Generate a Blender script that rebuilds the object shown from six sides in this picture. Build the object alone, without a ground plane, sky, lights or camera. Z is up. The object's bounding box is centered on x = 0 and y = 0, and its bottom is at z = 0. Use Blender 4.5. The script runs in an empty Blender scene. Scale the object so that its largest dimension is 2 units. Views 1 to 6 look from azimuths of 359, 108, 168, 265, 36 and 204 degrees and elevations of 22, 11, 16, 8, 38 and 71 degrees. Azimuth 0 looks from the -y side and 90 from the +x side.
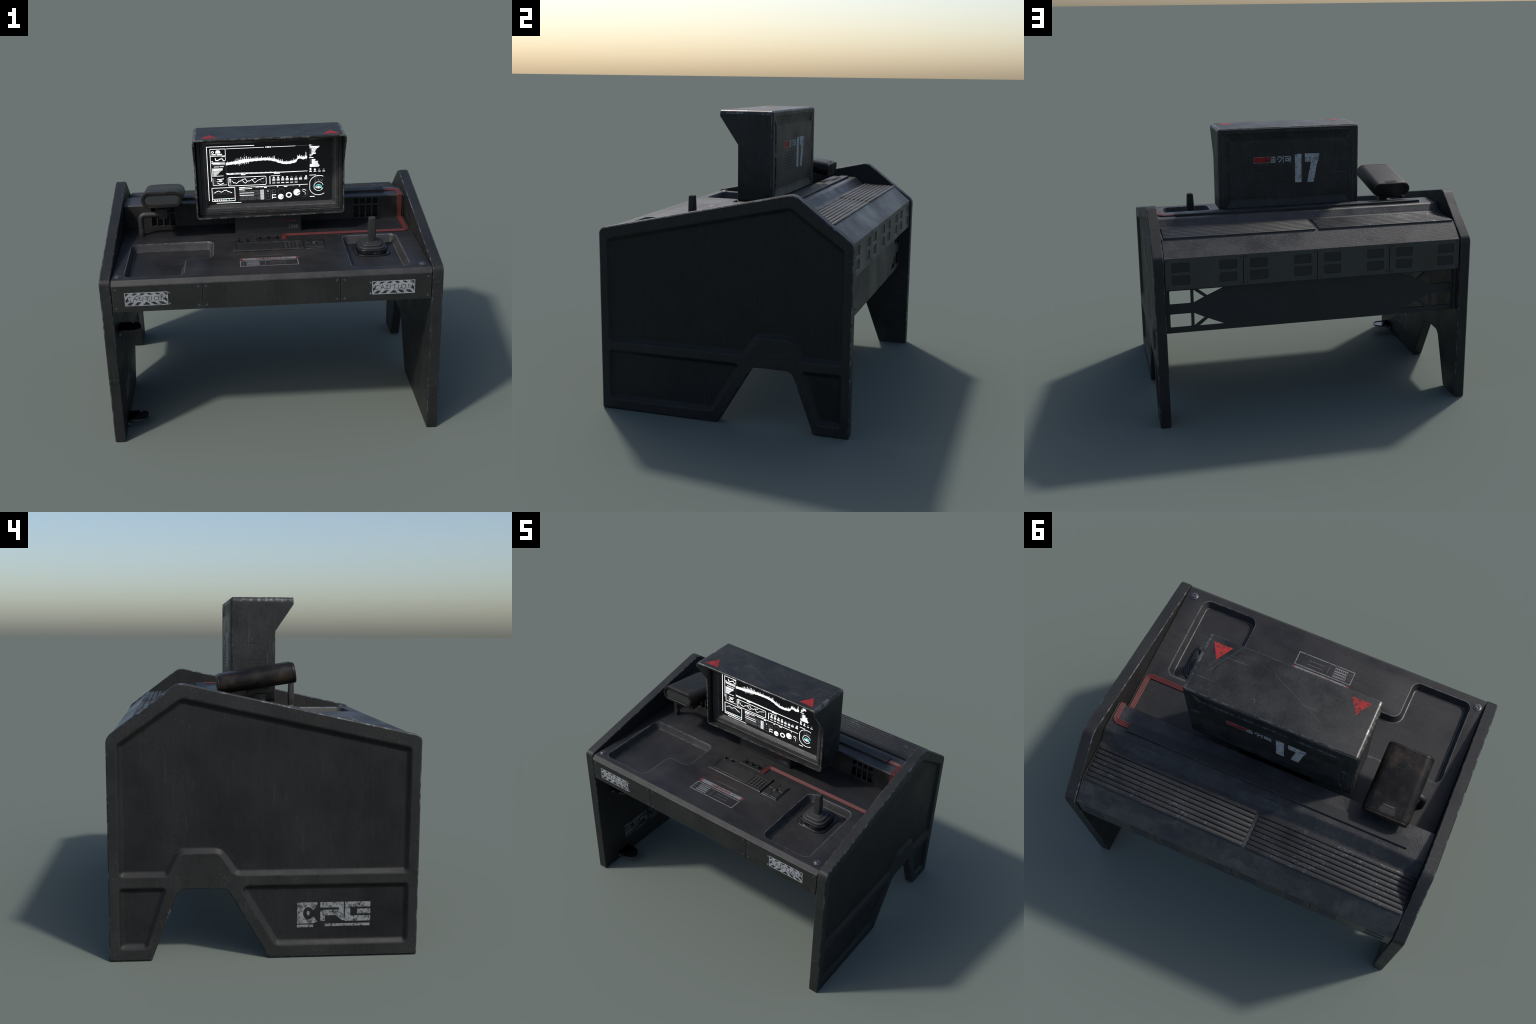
"""A worn sci-fi control desk: two moulded side panels carry a desk top with trays,
a rear console with a slatted vent, a hooded monitor, a sensor lamp on a bent arm,
a joystick, a keypad and a red ribbon cable."""
import bpy, bmesh, math, random
from mathutils import Vector, Matrix
from mathutils.geometry import tessellate_polygon

rnd = random.Random(7)

# ------------------------------------------------------------------ materials
class Nodes:
    def __init__(self, name):
        self.mat = bpy.data.materials.new(name)
        self.mat.use_nodes = True
        self.t = self.mat.node_tree
        self.t.nodes.clear()
        self.out = self.t.nodes.new("ShaderNodeOutputMaterial")
        self.b = self.t.nodes.new("ShaderNodeBsdfPrincipled")
        self.t.links.new(self.b.outputs[0], self.out.inputs[0])
        add = self.t.nodes.new("ShaderNodeVectorMath")       # repeats that share a mesh differ by where they sit
        self.t.links.new(self.t.nodes.new("ShaderNodeTexCoord").outputs["Object"], add.inputs[0])
        self.t.links.new(self.t.nodes.new("ShaderNodeObjectInfo").outputs["Location"], add.inputs[1])
        self.co = add.outputs[0]

    def put(self, sock, v):
        if hasattr(v, "is_output"):
            self.t.links.new(v, sock)
        else:
            sock.default_value = v

    def math(self, op, a, b=0.0, c=0.0, clamp=False):
        n = self.t.nodes.new("ShaderNodeMath")
        n.operation, n.use_clamp = op, clamp
        for s, v in zip(n.inputs, (a, b, c)):
            self.put(s, v)
        return n.outputs[0]

    def mapping(self, scale=(1, 1, 1), rot=(0, 0, 0), loc=(0, 0, 0)):
        n = self.t.nodes.new("ShaderNodeMapping")
        self.t.links.new(self.co, n.inputs[0])
        n.inputs["Location"].default_value = loc
        n.inputs["Rotation"].default_value = rot
        n.inputs["Scale"].default_value = scale
        return n.outputs[0]

    def noise(self, scale, detail=3.0, rough=0.55, vec=None, dist=0.0):
        n = self.t.nodes.new("ShaderNodeTexNoise")
        self.t.links.new(vec or self.co, n.inputs["Vector"])
        n.inputs["Scale"].default_value = scale
        n.inputs["Detail"].default_value = detail
        n.inputs["Roughness"].default_value = rough
        n.inputs["Distortion"].default_value = dist
        return n.outputs[0]

    def step(self, v, lo, hi):
        """0 below lo, 1 above hi"""
        n = self.t.nodes.new("ShaderNodeMapRange")
        n.interpolation_type = "SMOOTHSTEP"
        self.put(n.inputs[0], v)
        n.inputs[1].default_value, n.inputs[2].default_value = lo, hi
        n.inputs[3].default_value, n.inputs[4].default_value = 0.0, 1.0
        return n.outputs[0]

    def mix(self, f, a, b, blend="MIX"):
        n = self.t.nodes.new("ShaderNodeMix")
        n.data_type, n.blend_type = "RGBA", blend
        self.put(n.inputs[0], f)
        for s, v in ((n.inputs[6], a), (n.inputs[7], b)):
            if isinstance(v, tuple) and len(v) == 3:
                v = (*v, 1.0)
            self.put(s, v)
        return n.outputs[2]

    def grey(self, v):
        n = self.t.nodes.new("ShaderNodeCombineColor")
        for i in range(3):
            self.put(n.inputs[i], v)
        return n.outputs[0]

    def edge(self, radius):
        """1 on edges, from how far a rounded normal leaves the face's own normal"""
        bv = self.t.nodes.new("ShaderNodeBevel")
        bv.samples = 6
        bv.inputs["Radius"].default_value = radius
        g = self.t.nodes.new("ShaderNodeNewGeometry")
        d = self.t.nodes.new("ShaderNodeVectorMath")
        d.operation = "DOT_PRODUCT"
        self.t.links.new(bv.outputs[0], d.inputs[0])
        self.t.links.new(g.outputs["Normal"], d.inputs[1])
        return self.math("SUBTRACT", 1.0, d.outputs["Value"], clamp=True)

    def bump(self, height, strength, dist=0.002):
        n = self.t.nodes.new("ShaderNodeBump")
        n.inputs["Strength"].default_value = strength
        n.inputs["Distance"].default_value = dist
        self.put(n.inputs["Height"], height)
        self.t.links.new(n.outputs[0], self.b.inputs["Normal"])


def worn_paint(name, col, rough=0.55, var=0.3, vscale=3.5, wear=0.6, wear_col=(0.13, 0.135, 0.14), wear_r=0.006,
               specks=0.5, chips=0.0, scratches=0.35, bump=0.15, bump_scale=220.0, streak=(1, 1, 1), smudge=None, grain=(70, 70, 7), dust_col=(0.055, 0.055, 0.055), dust_at=(0.45, 0.8), dust_scale=9, stain=0.0,
               metallic=0.0, spec=0.4, dust=0.0):
    k = Nodes(name)
    big = k.step(k.noise(vscale, 7, 0.62, k.mapping(streak)), 0.28, 0.72)
    fine = k.step(k.math("ADD", k.math("MULTIPLY", k.noise(90, 3), 0.5), k.math("MULTIPLY", k.noise(1.0, 4, 0.6, k.mapping(grain)), 0.5)), 0.32, 0.68)
    f = k.math("MULTIPLY_ADD", big, 2 * var, 1 - var)
    f = k.math("MULTIPLY_ADD", fine, 1.5 * var, f)
    f = k.math("SUBTRACT", f, 0.75 * var)
    c = k.mix(1.0, k.grey(f), (*col, 1), "MULTIPLY")
    if smudge:                                     # a coloured stain: (colour, centre, radii, strength)
        sc, cen, rad, stg = smudge
        m = k.mapping((1 / rad[0], 1 / rad[1], 1 / rad[2]), loc=tuple(-a / b for a, b in zip(cen, rad)))
        ln = k.t.nodes.new("ShaderNodeVectorMath"); ln.operation = "LENGTH"
        k.t.links.new(m, ln.inputs[0])
        s = k.math("SUBTRACT", 1.0, k.step(ln.outputs["Value"], 0.2, 1.2))
        s = k.math("MULTIPLY", s, k.math("MULTIPLY", k.step(k.noise(14, 5), 0.3, 0.75), stg))
        c = k.mix(s, c, sc)
    if dust:
        d = k.math("MULTIPLY", k.step(k.noise(dust_scale, 9, 0.72), *dust_at), dust)
        c = k.mix(d, c, dust_col)
    if stain:                                      # dark wet-looking patches
        d = k.math("MULTIPLY", k.step(k.noise(4.5, 5, 0.6, k.mapping((1, 1.6, 1.6)), 0.6), 0.52, 0.6), stain)
        c = k.mix(d, c, tuple(x * 0.45 for x in col))
    if specks:                                     # dark pits, in clusters
        p = k.step(k.noise(95, 2, 0.6), 0.585, 0.63)
        p = k.math("MULTIPLY", p, k.math("MULTIPLY", k.step(k.noise(5.5, 3, 0.6), 0.53, 0.64), specks))
        c = k.mix(p, c, (0.004, 0.004, 0.004))
    wearing = None
    if scratches:                                  # thin scratches, pale and dark, in three directions
        for rot, sc, pale in (((0.3, 0.2, 0.5), (3.2, 110, 110), True), ((0.1, 0.9, 0.2), (100, 3.6, 100), False), ((0.7, 0.3, 1.1), (110, 110, 4), True)):
            s = k.step(k.noise(1.0, 1, 0.5, k.mapping(sc, rot)), 0.69, 0.73)
            s = k.math("MULTIPLY", s, k.math("MULTIPLY", k.step(k.noise(3.0, 2), 0.48, 0.6), scratches))
            c = k.mix(s, c, tuple(x * 2.0 + 0.025 for x in col) if pale else (0.004, 0.004, 0.004))
    if chips:                                      # bare spots on the faces
        s = k.math("MULTIPLY", k.step(k.noise(70, 4, 0.65), 0.54, 0.62), k.step(k.noise(8, 4, 0.6), 0.5, 0.62))
        wearing = k.math("MULTIPLY", s, chips)
        c = k.mix(wearing, c, wear_col)
    if wear:                                       # rubbed edges
        e = k.step(k.edge(wear_r * 2.0), 0.015, 0.12)
        e = k.math("MULTIPLY", e, k.math("MULTIPLY", k.step(k.noise(38, 5, 0.65), 0.47, 0.62), wear))
        wearing = e if wearing is None else k.math("MAXIMUM", wearing, e)
        c = k.mix(e, c, wear_col)
    k.t.links.new(c, k.b.inputs["Base Color"])
    r = k.math("MULTIPLY_ADD", big, 0.22, rough - 0.11)
    if wearing is not None:
        r = k.math("MULTIPLY_ADD", wearing, -0.22, r)
        k.put(k.b.inputs["Metallic"], k.math("MULTIPLY_ADD", wearing, 0.75, metallic, clamp=True))
    else:
        k.b.inputs["Metallic"].default_value = metallic
    k.put(k.b.inputs["Roughness"], r)
    k.b.inputs["Specular IOR Level"].default_value = spec
    if bump:
        k.bump(k.noise(bump_scale, 3), bump)
    return k.mat


def worn_mark(name, col, under, keep=0.5, scale=55, rough=0.6):
    """printed paint, rubbed through in spots to the colour beneath"""
    k = Nodes(name)
    n = k.math("ADD", k.math("MULTIPLY", k.noise(scale, 6, 0.7), 0.7), k.math("MULTIPLY", k.noise(scale * 0.3, 3), 0.3))
    m = k.step(n, keep - 0.09, keep + 0.05)
    k.t.links.new(k.mix(m, col, under), k.b.inputs["Base Color"])
    k.b.inputs["Roughness"].default_value = rough
    k.b.inputs["Specular IOR Level"].default_value = 0.3
    return k.mat


def plain(name, col, rough=0.5, metallic=0.0, spec=0.4, var=0.15, scale=20):
    k = Nodes(name)
    n = k.math("MULTIPLY_ADD", k.noise(scale, 4), 2 * var, 1 - var)
    k.t.links.new(k.mix(1.0, k.grey(n), (*col, 1), "MULTIPLY"), k.b.inputs["Base Color"])
    k.b.inputs["Roughness"].default_value = rough
    k.b.inputs["Metallic"].default_value = metallic
    k.b.inputs["Specular IOR Level"].default_value = spec
    return k.mat


def glow(name, col, strength):
    k = Nodes(name)
    k.b.inputs["Base Color"].default_value = (0.02, 0.02, 0.02, 1)
    k.b.inputs["Emission Color"].default_value = (*col, 1)
    k.b.inputs["Emission Strength"].default_value = strength
    return k.mat


rubbed_seam = worn_mark("seam_paint", (0.045, 0.045, 0.045), (0.014, 0.0145, 0.0145), 0.53, 40)
PANEL = (0.0088, 0.0098, 0.0102)
DESK = (0.0142, 0.0139, 0.0148)
M = dict(
    panel=worn_paint("panel_paint", PANEL, 0.55, 0.3, 3.0, 0.3, specks=0.9, scratches=0.28, spec=0.28, dust=0.08, dust_col=(0.024, 0.025, 0.025)),
    panel_rim=worn_paint("panel_rim_paint", (0.0152, 0.0153, 0.0152), 0.52, 0.17, 5.0, 0.5, (0.1, 0.105, 0.11), 0.006, specks=0.7, scratches=0.3, spec=0.3, chips=0.2),
    desk=worn_paint("desk_paint", DESK, 0.5, 0.3, 3.0, 0.35, (0.055, 0.055, 0.06), 0.010, specks=0.0, scratches=0.35, grain=(9, 60, 60), spec=0.35,
                    smudge=((0.034, 0.022, 0.015), (-0.02, -0.42, 1.08), (0.3, 0.1, 0.2), 0.6), dust=0.35, dust_col=(0.035, 0.035, 0.038)),
    tray_wall=worn_paint("tray_wall_paint", (0.029, 0.0285, 0.0285), 0.5, 0.25, 8.0, 0.0, specks=0.0, scratches=0.1, spec=0.35, dust=0.3),  # paler than the desk colour; used on the tray walls and front chamfer
    front=worn_paint("front_panel_paint", (0.0155, 0.017, 0.016), 0.62, 0.2, 4, 0.3, (0.06, 0.06, 0.06), 0.003, specks=0.8, scratches=0.3, spec=0.3),
    console=worn_paint("console_paint", (0.0165, 0.0172, 0.0192), 0.44, 0.4, 5, 0.2, (0.08, 0.08, 0.085), 0.006, specks=0.4, scratches=0.5,
                       bump=0.55, bump_scale=130, dust=0.75, dust_col=(0.042, 0.041, 0.041), dust_at=(0.46, 0.70), dust_scale=7, spec=0.45, stain=0.7),
    wall=worn_paint("console_wall_paint", (0.0135, 0.0135, 0.013), 0.6, 0.4, 9, 0.25, specks=0.6, scratches=0.1, dust=0.4, dust_col=(0.03, 0.029, 0.027), spec=0.3),
    slat=worn_paint("slat_paint", (0.0175, 0.018, 0.0185), 0.54, 0.3, 6, 0.2, (0.12, 0.125, 0.14), 0.004, specks=0.3, chips=0.8, scratches=0.3, grain=(7, 70, 70), spec=0.35),  # scattered blue-white spots on the bars
    rear=worn_paint("rear_panel_paint", (0.0205, 0.0225, 0.0212), 0.45, 0.15, 5, 0.3, (0.07, 0.07, 0.07), 0.003, specks=0.6, scratches=0.1, spec=0.65),
    mesh=worn_paint("modesty_panel_paint", (0.0135, 0.0145, 0.0165), 0.5, 0.12, 4, 0.2, (0.05, 0.05, 0.05), 0.003, specks=0.1, scratches=0.1),
    shell=worn_paint("monitor_paint", (0.0128, 0.0136, 0.0136), 0.5, 0.4, 6, 0.5, (0.1, 0.1, 0.1), 0.006, specks=0.4, scratches=0.8,
                     dust=0.6, dust_col=(0.034, 0.034, 0.033), dust_at=(0.46, 0.74), dust_scale=11, spec=0.35),
    frame=worn_paint("frame_paint", (0.0175, 0.017, 0.0165), 0.5, 0.45, 14, 0.5, (0.08, 0.08, 0.078), 0.004, specks=0.0, scratches=0.2, dust=0.5, dust_col=(0.045, 0.045, 0.044)),
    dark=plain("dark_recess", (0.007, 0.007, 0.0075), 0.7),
    plastic=plain("black_plastic", (0.015, 0.015, 0.0155), 0.5, var=0.2),
    pad=worn_paint("keypad_paint", (0.011, 0.0115, 0.0115), 0.5, 0.2, 10, 0.7, (0.11, 0.11, 0.11), 0.003, specks=0, scratches=0.1),
    display=plain("display_glass", (0.0165, 0.017, 0.0175), 0.35, var=0.05),
    gloss=plain("gloss_black", (0.008, 0.008, 0.009), 0.18, var=0.1, spec=0.6),
    rubber=plain("stick_rubber", (0.021, 0.021, 0.0215), 0.6, var=0.15),
    metal=plain("screw_metal", (0.11, 0.113, 0.12), 0.35, 0.7),  # base colour raised to carry the bright glints on bolts
    bare=plain("worn_screw", (0.07, 0.07, 0.07), 0.45, 0.3),
    housing=worn_paint("lamp_housing_paint", (0.0085, 0.0078, 0.0072), 0.48, 0.35, 7, 0.6, (0.05, 0.034, 0.022), 0.010, specks=0.0, scratches=0.35, spec=0.22,
                       dust=0.8, dust_col=(0.046, 0.031, 0.02), dust_at=(0.46, 0.72), dust_scale=7),
    lens=plain("lens_cover", (0.021, 0.0215, 0.0215), 0.55, var=0.06),
    arm=plain("arm_paint", (0.027, 0.0258, 0.025), 0.5, var=0.12),
    cable=plain("red_cable", (0.095, 0.02, 0.02), 0.5, var=0.22, scale=9),
    cover=worn_paint("cable_cover_paint", (0.0125, 0.014, 0.015), 0.6, 0.2, 8, 0.5, (0.08, 0.085, 0.09), 0.003, specks=0.3, scratches=0.3),
    screen=plain("screen_glass", (0.0105, 0.0105, 0.0115), 0.5, var=0.05, spec=0.3),
    white=worn_mark("white_mark", (0.29, 0.3, 0.31), (0.05, 0.052, 0.052), 0.575, 110),
    white_soft=worn_mark("faded_white_mark", (0.16, 0.16, 0.165), (0.045, 0.045, 0.046), 0.57, 110),
    number=worn_mark("number_mark", (0.37, 0.38, 0.395), (0.1, 0.105, 0.11), 0.56, 90),
    logo=worn_mark("logo_mark_paint", (0.2, 0.21, 0.215), (0.025, 0.026, 0.026), 0.545, 85),
    ghost=worn_mark("ghost_logo_paint", (0.11, 0.12, 0.125), (0.02, 0.021, 0.021), 0.53, 70),
    sign_dark=plain("sign_dark", (0.014, 0.015, 0.015), 0.6),
    red=worn_mark("red_mark", (0.3, 0.016, 0.016), (0.04, 0.016, 0.016), 0.55, 75),
    red_faded=worn_mark("faded_red_mark", (0.15, 0.022, 0.02), (0.06, 0.04, 0.04), 0.53, 90),
    red_dim=worn_mark("dim_red_mark", (0.26, 0.008, 0.008), (0.03, 0.012, 0.012), 0.56, 50),
    seam=rubbed_seam,
    print=worn_mark("warning_print", (0.06, 0.058, 0.055), (0.02, 0.019, 0.018), 0.56, 160),
    faint=plain("faint_white", (0.10, 0.10, 0.105), 0.6),
    scratch=plain("scratch_metal", (0.075, 0.077, 0.082), 0.5),
    glow=glow("screen_white", (1, 1, 1), 1.6),
    glow_dim=glow("screen_dim", (0.6, 0.62, 0.65), 0.22),
    glow_cyan=glow("screen_cyan", (0.12, 0.85, 0.85), 1.0),
)

def rubbed(src, name, col, keep=0.5, scale=30, rough=0.45, base=None):
    """the same paint along an edge, rubbed to a paler colour in patches"""
    k = Nodes(name)
    n = k.math("ADD", k.math("MULTIPLY", k.noise(scale, 6, 0.7), 0.65), k.math("MULTIPLY", k.noise(scale * 0.2, 3), 0.35))
    m = k.step(n, keep - 0.06, keep + 0.07)
    k.t.links.new(k.mix(m, base or tuple(c * 1.25 for c in src), col), k.b.inputs["Base Color"])
    k.put(k.b.inputs["Metallic"], k.math("MULTIPLY", m, 0.35))
    k.b.inputs["Roughness"].default_value = rough
    k.b.inputs["Specular IOR Level"].default_value = 0.4
    return k.mat


RUBBED = {
    "panel_paint": rubbed(PANEL, "panel_edge", (0.13, 0.14, 0.155), 0.555, 34),  # chip colour tinted blue with the sky's reflection
    "desk_paint": rubbed(DESK, "desk_edge", (0.095, 0.095, 0.1), 0.47, 26),
    "modesty_panel_paint": rubbed((0.013, 0.014, 0.016), "modesty_panel_edge", (0.045, 0.045, 0.045), 0.52, 30),
    "front_panel_paint": rubbed((0.015, 0.015, 0.015), "front_panel_edge", (0.06, 0.06, 0.06), 0.47, 30),
    "console_paint": rubbed((0.013, 0.013, 0.014), "console_edge", (0.08, 0.08, 0.085), 0.52, 30),
    "console_wall_paint": rubbed((0.018, 0.018, 0.018), "console_wall_edge", (0.035, 0.035, 0.035), 0.5, 30),
    "rear_panel_paint": rubbed((0.022, 0.024, 0.023), "rear_panel_edge", (0.06, 0.06, 0.06), 0.5, 30),
    "monitor_paint": rubbed((0.016, 0.016, 0.016), "monitor_edge", (0.15, 0.15, 0.145), 0.525, 45, 0.36),
    "frame_paint": rubbed((0.024, 0.023, 0.022), "frame_edge", (0.09, 0.09, 0.088), 0.48, 40),
    "keypad_paint": rubbed((0.012, 0.012, 0.012), "keypad_edge", (0.06, 0.06, 0.06), 0.46, 30),
    "cable_cover_paint": rubbed((0.018, 0.02, 0.021), "cable_cover_edge", (0.07, 0.075, 0.08), 0.52, 40),
    "lamp_housing_paint": rubbed((0.017, 0.016, 0.015), "lamp_housing_edge", (0.05, 0.04, 0.03), 0.52, 30),
}

# ------------------------------------------------------------------ objects
def finish(name, verts, faces, mat, parent, angle=32, stuff=False, rub=(), third=None):
    me = bpy.data.meshes.new(name)
    me.from_pydata([tuple(v) for v in verts], [], faces)
    if rub:
        me.polygons.foreach_set("material_index", [rub.get(i, 0) for i in range(len(faces))])
    bm = bmesh.new(); bm.from_mesh(me)
    bmesh.ops.recalc_face_normals(bm, faces=bm.faces)
    bm.to_mesh(me); bm.free()
    me.polygons.foreach_set("use_smooth", [True] * len(me.polygons))
    me.set_sharp_from_angle(angle=math.radians(angle))
    me.materials.append(mat)
    if rub:
        me.materials.append(RUBBED.get(mat.name, mat))
    if third:
        me.materials.append(third)
    return place(name, me, parent, stuff)


def place(name, me, parent, stuff=False, loc=None, rot=None):
    ob = bpy.data.objects.new(name, me)
    bpy.context.scene.collection.objects.link(ob)
    ob.parent = parent
    if loc is not None:
        ob.location = loc
    if rot is not None:
        ob.rotation_euler = rot
    if stuff:
        ob["kind"] = "stuff"
    return ob


# plane maps: (u, v, w) -> world
XY = lambda u, v, w: (u, v, w)                    # w up
XZ_FRONT = lambda u, v, w: (u, -w, v)             # w towards the front (-y); pass w = -y
XZ_BACK = lambda u, v, w: (u, w, v)               # w towards the back
YZ_RIGHT = lambda u, v, w: (w, u, v)
YZ_LEFT = lambda u, v, w: (-w, u, v)


def area(loop):
    return 0.5 * sum(a[0] * b[1] - b[0] * a[1] for a, b in zip(loop, loop[1:] + loop[:1]))


def ccw(loop):
    loop = [tuple(p[:2]) for p in loop]
    return loop if area(loop) > 0 else loop[::-1]


def rounded(pts, r=0.0, seg=5):
    """polygon with rounded corners; r may be one number or one per corner"""
    n, out = len(pts), []
    for i in range(n):
        rr = r[i] if isinstance(r, (list, tuple)) else r
        p, a, b = Vector(pts[i]), Vector(pts[i - 1]), Vector(pts[(i + 1) % n])
        if rr <= 0:
            out.append(tuple(p)); continue
        d1, d2 = (a - p).normalized(), (b - p).normalized()
        ang = d1.angle(d2)
        t = min(rr / math.tan(ang / 2), 0.49 * min((a - p).length, (b - p).length))
        rr = t * math.tan(ang / 2)
        c = p + (d1 + d2).normalized() * (rr / math.sin(ang / 2))
        v1, v2 = p + d1 * t - c, p + d2 * t - c
        sweep = v1.angle(v2)
        sgn = 1 if v1.x * v2.y - v1.y * v2.x > 0 else -1
        for k in range(seg + 1):
            q = Matrix.Rotation(sgn * sweep * k / seg, 2) @ v1
            out.append(tuple(c + q))
    return ccw(out)


def rect(x0, x1, y0, y1, r=0.0, seg=5):
    return rounded([(x0, y0), (x1, y0), (x1, y1), (x0, y1)], r, seg)


def ellipse(cx, cy, rx, ry=None, n=24, a0=0.0, a1=2 * math.pi):
    ry = rx if ry is None else ry
    full = abs(a1 - a0 - 2 * math.pi) < 1e-6
    return [(cx + rx * math.cos(a0 + (a1 - a0) * i / (n if full else n - 1)), cy + ry * math.sin(a0 + (a1 - a0) * i / (n if full else n - 1))) for i in range(n)]


def inset(loop, d):
    """move a ccw loop inwards by d (outwards when negative)"""
    out, n = [], len(loop)
    for i in range(n):
        p, a, b = Vector(loop[i]), Vector(loop[i - 1]), Vector(loop[(i + 1) % n])
        e1, e2 = (p - a).normalized(), (b - p).normalized()
        n1, n2 = Vector((-e1.y, e1.x)), Vector((-e2.y, e2.x))
        m = n1 + n2
        m = m / max(m.length_squared, 0.3) * 2 if m.length > 1e-6 else n1
        out.append(tuple(p + m * d))
    return out


def inset_rounded(poly, radii, d, seg=5):
    """rounded polygon moved inwards by d, its corner radii kept true"""
    if area(poly) < 0:
        poly, radii = poly[::-1], radii[::-1]
    turn = []
    for i in range(len(poly)):
        a, p, b = Vector(poly[i - 1]), Vector(poly[i]), Vector(poly[(i + 1) % len(poly)])
        turn.append(1 if (p - a).x * (b - p).y - (p - a).y * (b - p).x > 0 else -1)
    sharp, n = [], len(poly)
    for i in range(n):
        a, p, b = Vector(poly[i - 1]), Vector(poly[i]), Vector(poly[(i + 1) % n])
        e1, e2 = (p - a).normalized(), (b - p).normalized()
        m = Vector((-e1.y, e1.x)) + Vector((-e2.y, e2.x))
        sharp.append(tuple(p + m * (2 * d / m.length_squared)))
    return rounded(sharp, [max(r - t * d, 0.006) for r, t in zip(radii, turn)], seg)


def lift(loop, w):
    return [(p[0], p[1], w) for p in loop]


class Build:
    def __init__(self):
        self.v, self.f, self.rub = [], [], {}         # rub: number of the other material of a face

    def ring(self, pts):
        i = len(self.v)
        self.v += [tuple(p) for p in pts]
        return list(range(i, i + len(pts)))

    def skin(self, rings, closed=False, rub=()):
        n = len(rings[0])
        for i, (a, b) in enumerate(list(zip(rings, rings[1:])) + ([(rings[-1], rings[0])] if closed else [])):
            for j in range(n):
                if i in rub:
                    self.rub[len(self.f)] = rub[i] if isinstance(rub, dict) else 1
                self.f.append((a[j], a[(j + 1) % n], b[(j + 1) % n], b[j]))

    def cap(self, rings, number=0):
        """fill an outer ring, less any hole rings"""
        ids = [i for r in rings for i in r]
        for t in tessellate_polygon([[Vector((self.v[i][0], self.v[i][1], 0)) for i in r] for r in rings]):
            if number:
                self.rub[len(self.f)] = number
            self.f.append(tuple(ids[k] for k in t))

    def solid(self, outer, pockets=(), through=(), top=True, bottom=True, rub=(), prub=(), top_number=0, bottom_number=0):
        """outer: 3D loops from the bottom to the top; pockets: loops from the top down to a floor;
        through: loops from the top down to the bottom"""
        o = [self.ring(r) for r in outer]
        self.skin(o, rub=rub)
        tops, bots = [o[-1]], [o[0]]
        for p in pockets:
            q = [self.ring(r) for r in p]
            self.skin(q, rub=prub); self.cap([q[-1]]); tops.append(q[0])
        for p in through:
            q = [self.ring(r) for r in p]
            self.skin(q); tops.append(q[0]); bots.append(q[-1])
        if top: self.cap(tops, top_number)
        if bottom: self.cap(bots, bottom_number)
        return self

    def slab(self, loop, w0, w1, bev=0.0, both=False, **kw):
        loop = ccw(loop)
        outer = [lift(inset(loop, bev) if both and bev else loop, w0)]
        if both and bev: outer.append(lift(loop, w0 + bev))
        if bev:
            outer += [lift(loop, w1 - bev), lift(inset(loop, bev), w1)]
            kw.setdefault("rub", (len(outer) - 2,) + ((0,) if both else ()))
        else:
            outer.append(lift(loop, w1))
        return self.solid(outer, **kw)

    def make(self, name, fmap, mat, parent, angle=32, stuff=False, third=None):
        return finish(name, [fmap(*p) for p in self.v], self.f, mat, parent, angle, stuff, self.rub, third)


def slab(name, loop, w0, w1, fmap, mat, parent, bev=0.0, both=False, stuff=False, **kw):
    return Build().slab(loop, w0, w1, bev, both, **kw).make(name, fmap, mat, parent, stuff=stuff)


def many(name, loops, w0, w1, fmap, mat, parent, stuff=True):
    """several flat pieces of one print, joined"""
    b = Build()
    for l in loops:
        b.slab(l, w0, w1)
    return b.make(name, fmap, mat, parent, stuff=stuff)


def stroke(pts, w):
    """thin rectangles along a polyline"""
    out = []
    for a, b in zip(pts, pts[1:]):
        a, b = Vector(a), Vector(b)
        d = (b - a)
        if d.length < 1e-6: continue
        d.normalize(); n = Vector((-d.y, d.x)) * w / 2; e = d * w * 0.35
        out.append([tuple(a - n - e), tuple(b - n + e), tuple(b + n + e), tuple(a + n - e)])
    return out


def outline(x0, x1, y0, y1, w):
    return [rect(x0, x1, y0, y0 + w), rect(x0, x1, y1 - w, y1), rect(x0, x0 + w, y0 + w, y1 - w), rect(x1 - w, x1, y0 + w, y1 - w)]


def band(loop_out, w):
    """a closed loop drawn as a line of width w"""
    a, b = loop_out, inset(ccw(loop_out), w)
    a = ccw(a); n = len(a)
    return [[a[i], a[(i + 1) % n], b[(i + 1) % n], b[i]] for i in range(n)]


def arc_band(cx, cy, r0, r1, a0, a1, n=16):
    o, i = ellipse(cx, cy, r1, n=n, a0=a0, a1=a1), ellipse(cx, cy, r0, n=n, a0=a0, a1=a1)
    return [[o[k], o[k + 1], i[k + 1], i[k]] for k in range(n - 1)]


def lettering(name, text, size, mat, parent, matrix, depth=0.0008, spacing=1.0, align="CENTER", offset=0.0):
    cu = bpy.data.curves.new(name, "FONT")
    cu.body, cu.size, cu.extrude = text, size, depth / 2
    cu.align_x, cu.align_y, cu.space_character, cu.offset = align, "CENTER", spacing, offset
    cu.resolution_u = 4
    ob = bpy.data.objects.new(name, cu)
    bpy.context.scene.collection.objects.link(ob)
    dg = bpy.context.evaluated_depsgraph_get()
    me = bpy.data.meshes.new_from_object(ob.evaluated_get(dg))
    bpy.data.objects.remove(ob)
    me.name = name
    me.transform(matrix)
    me.materials.clear(); me.materials.append(mat)
    return place(name, me, parent)


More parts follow.
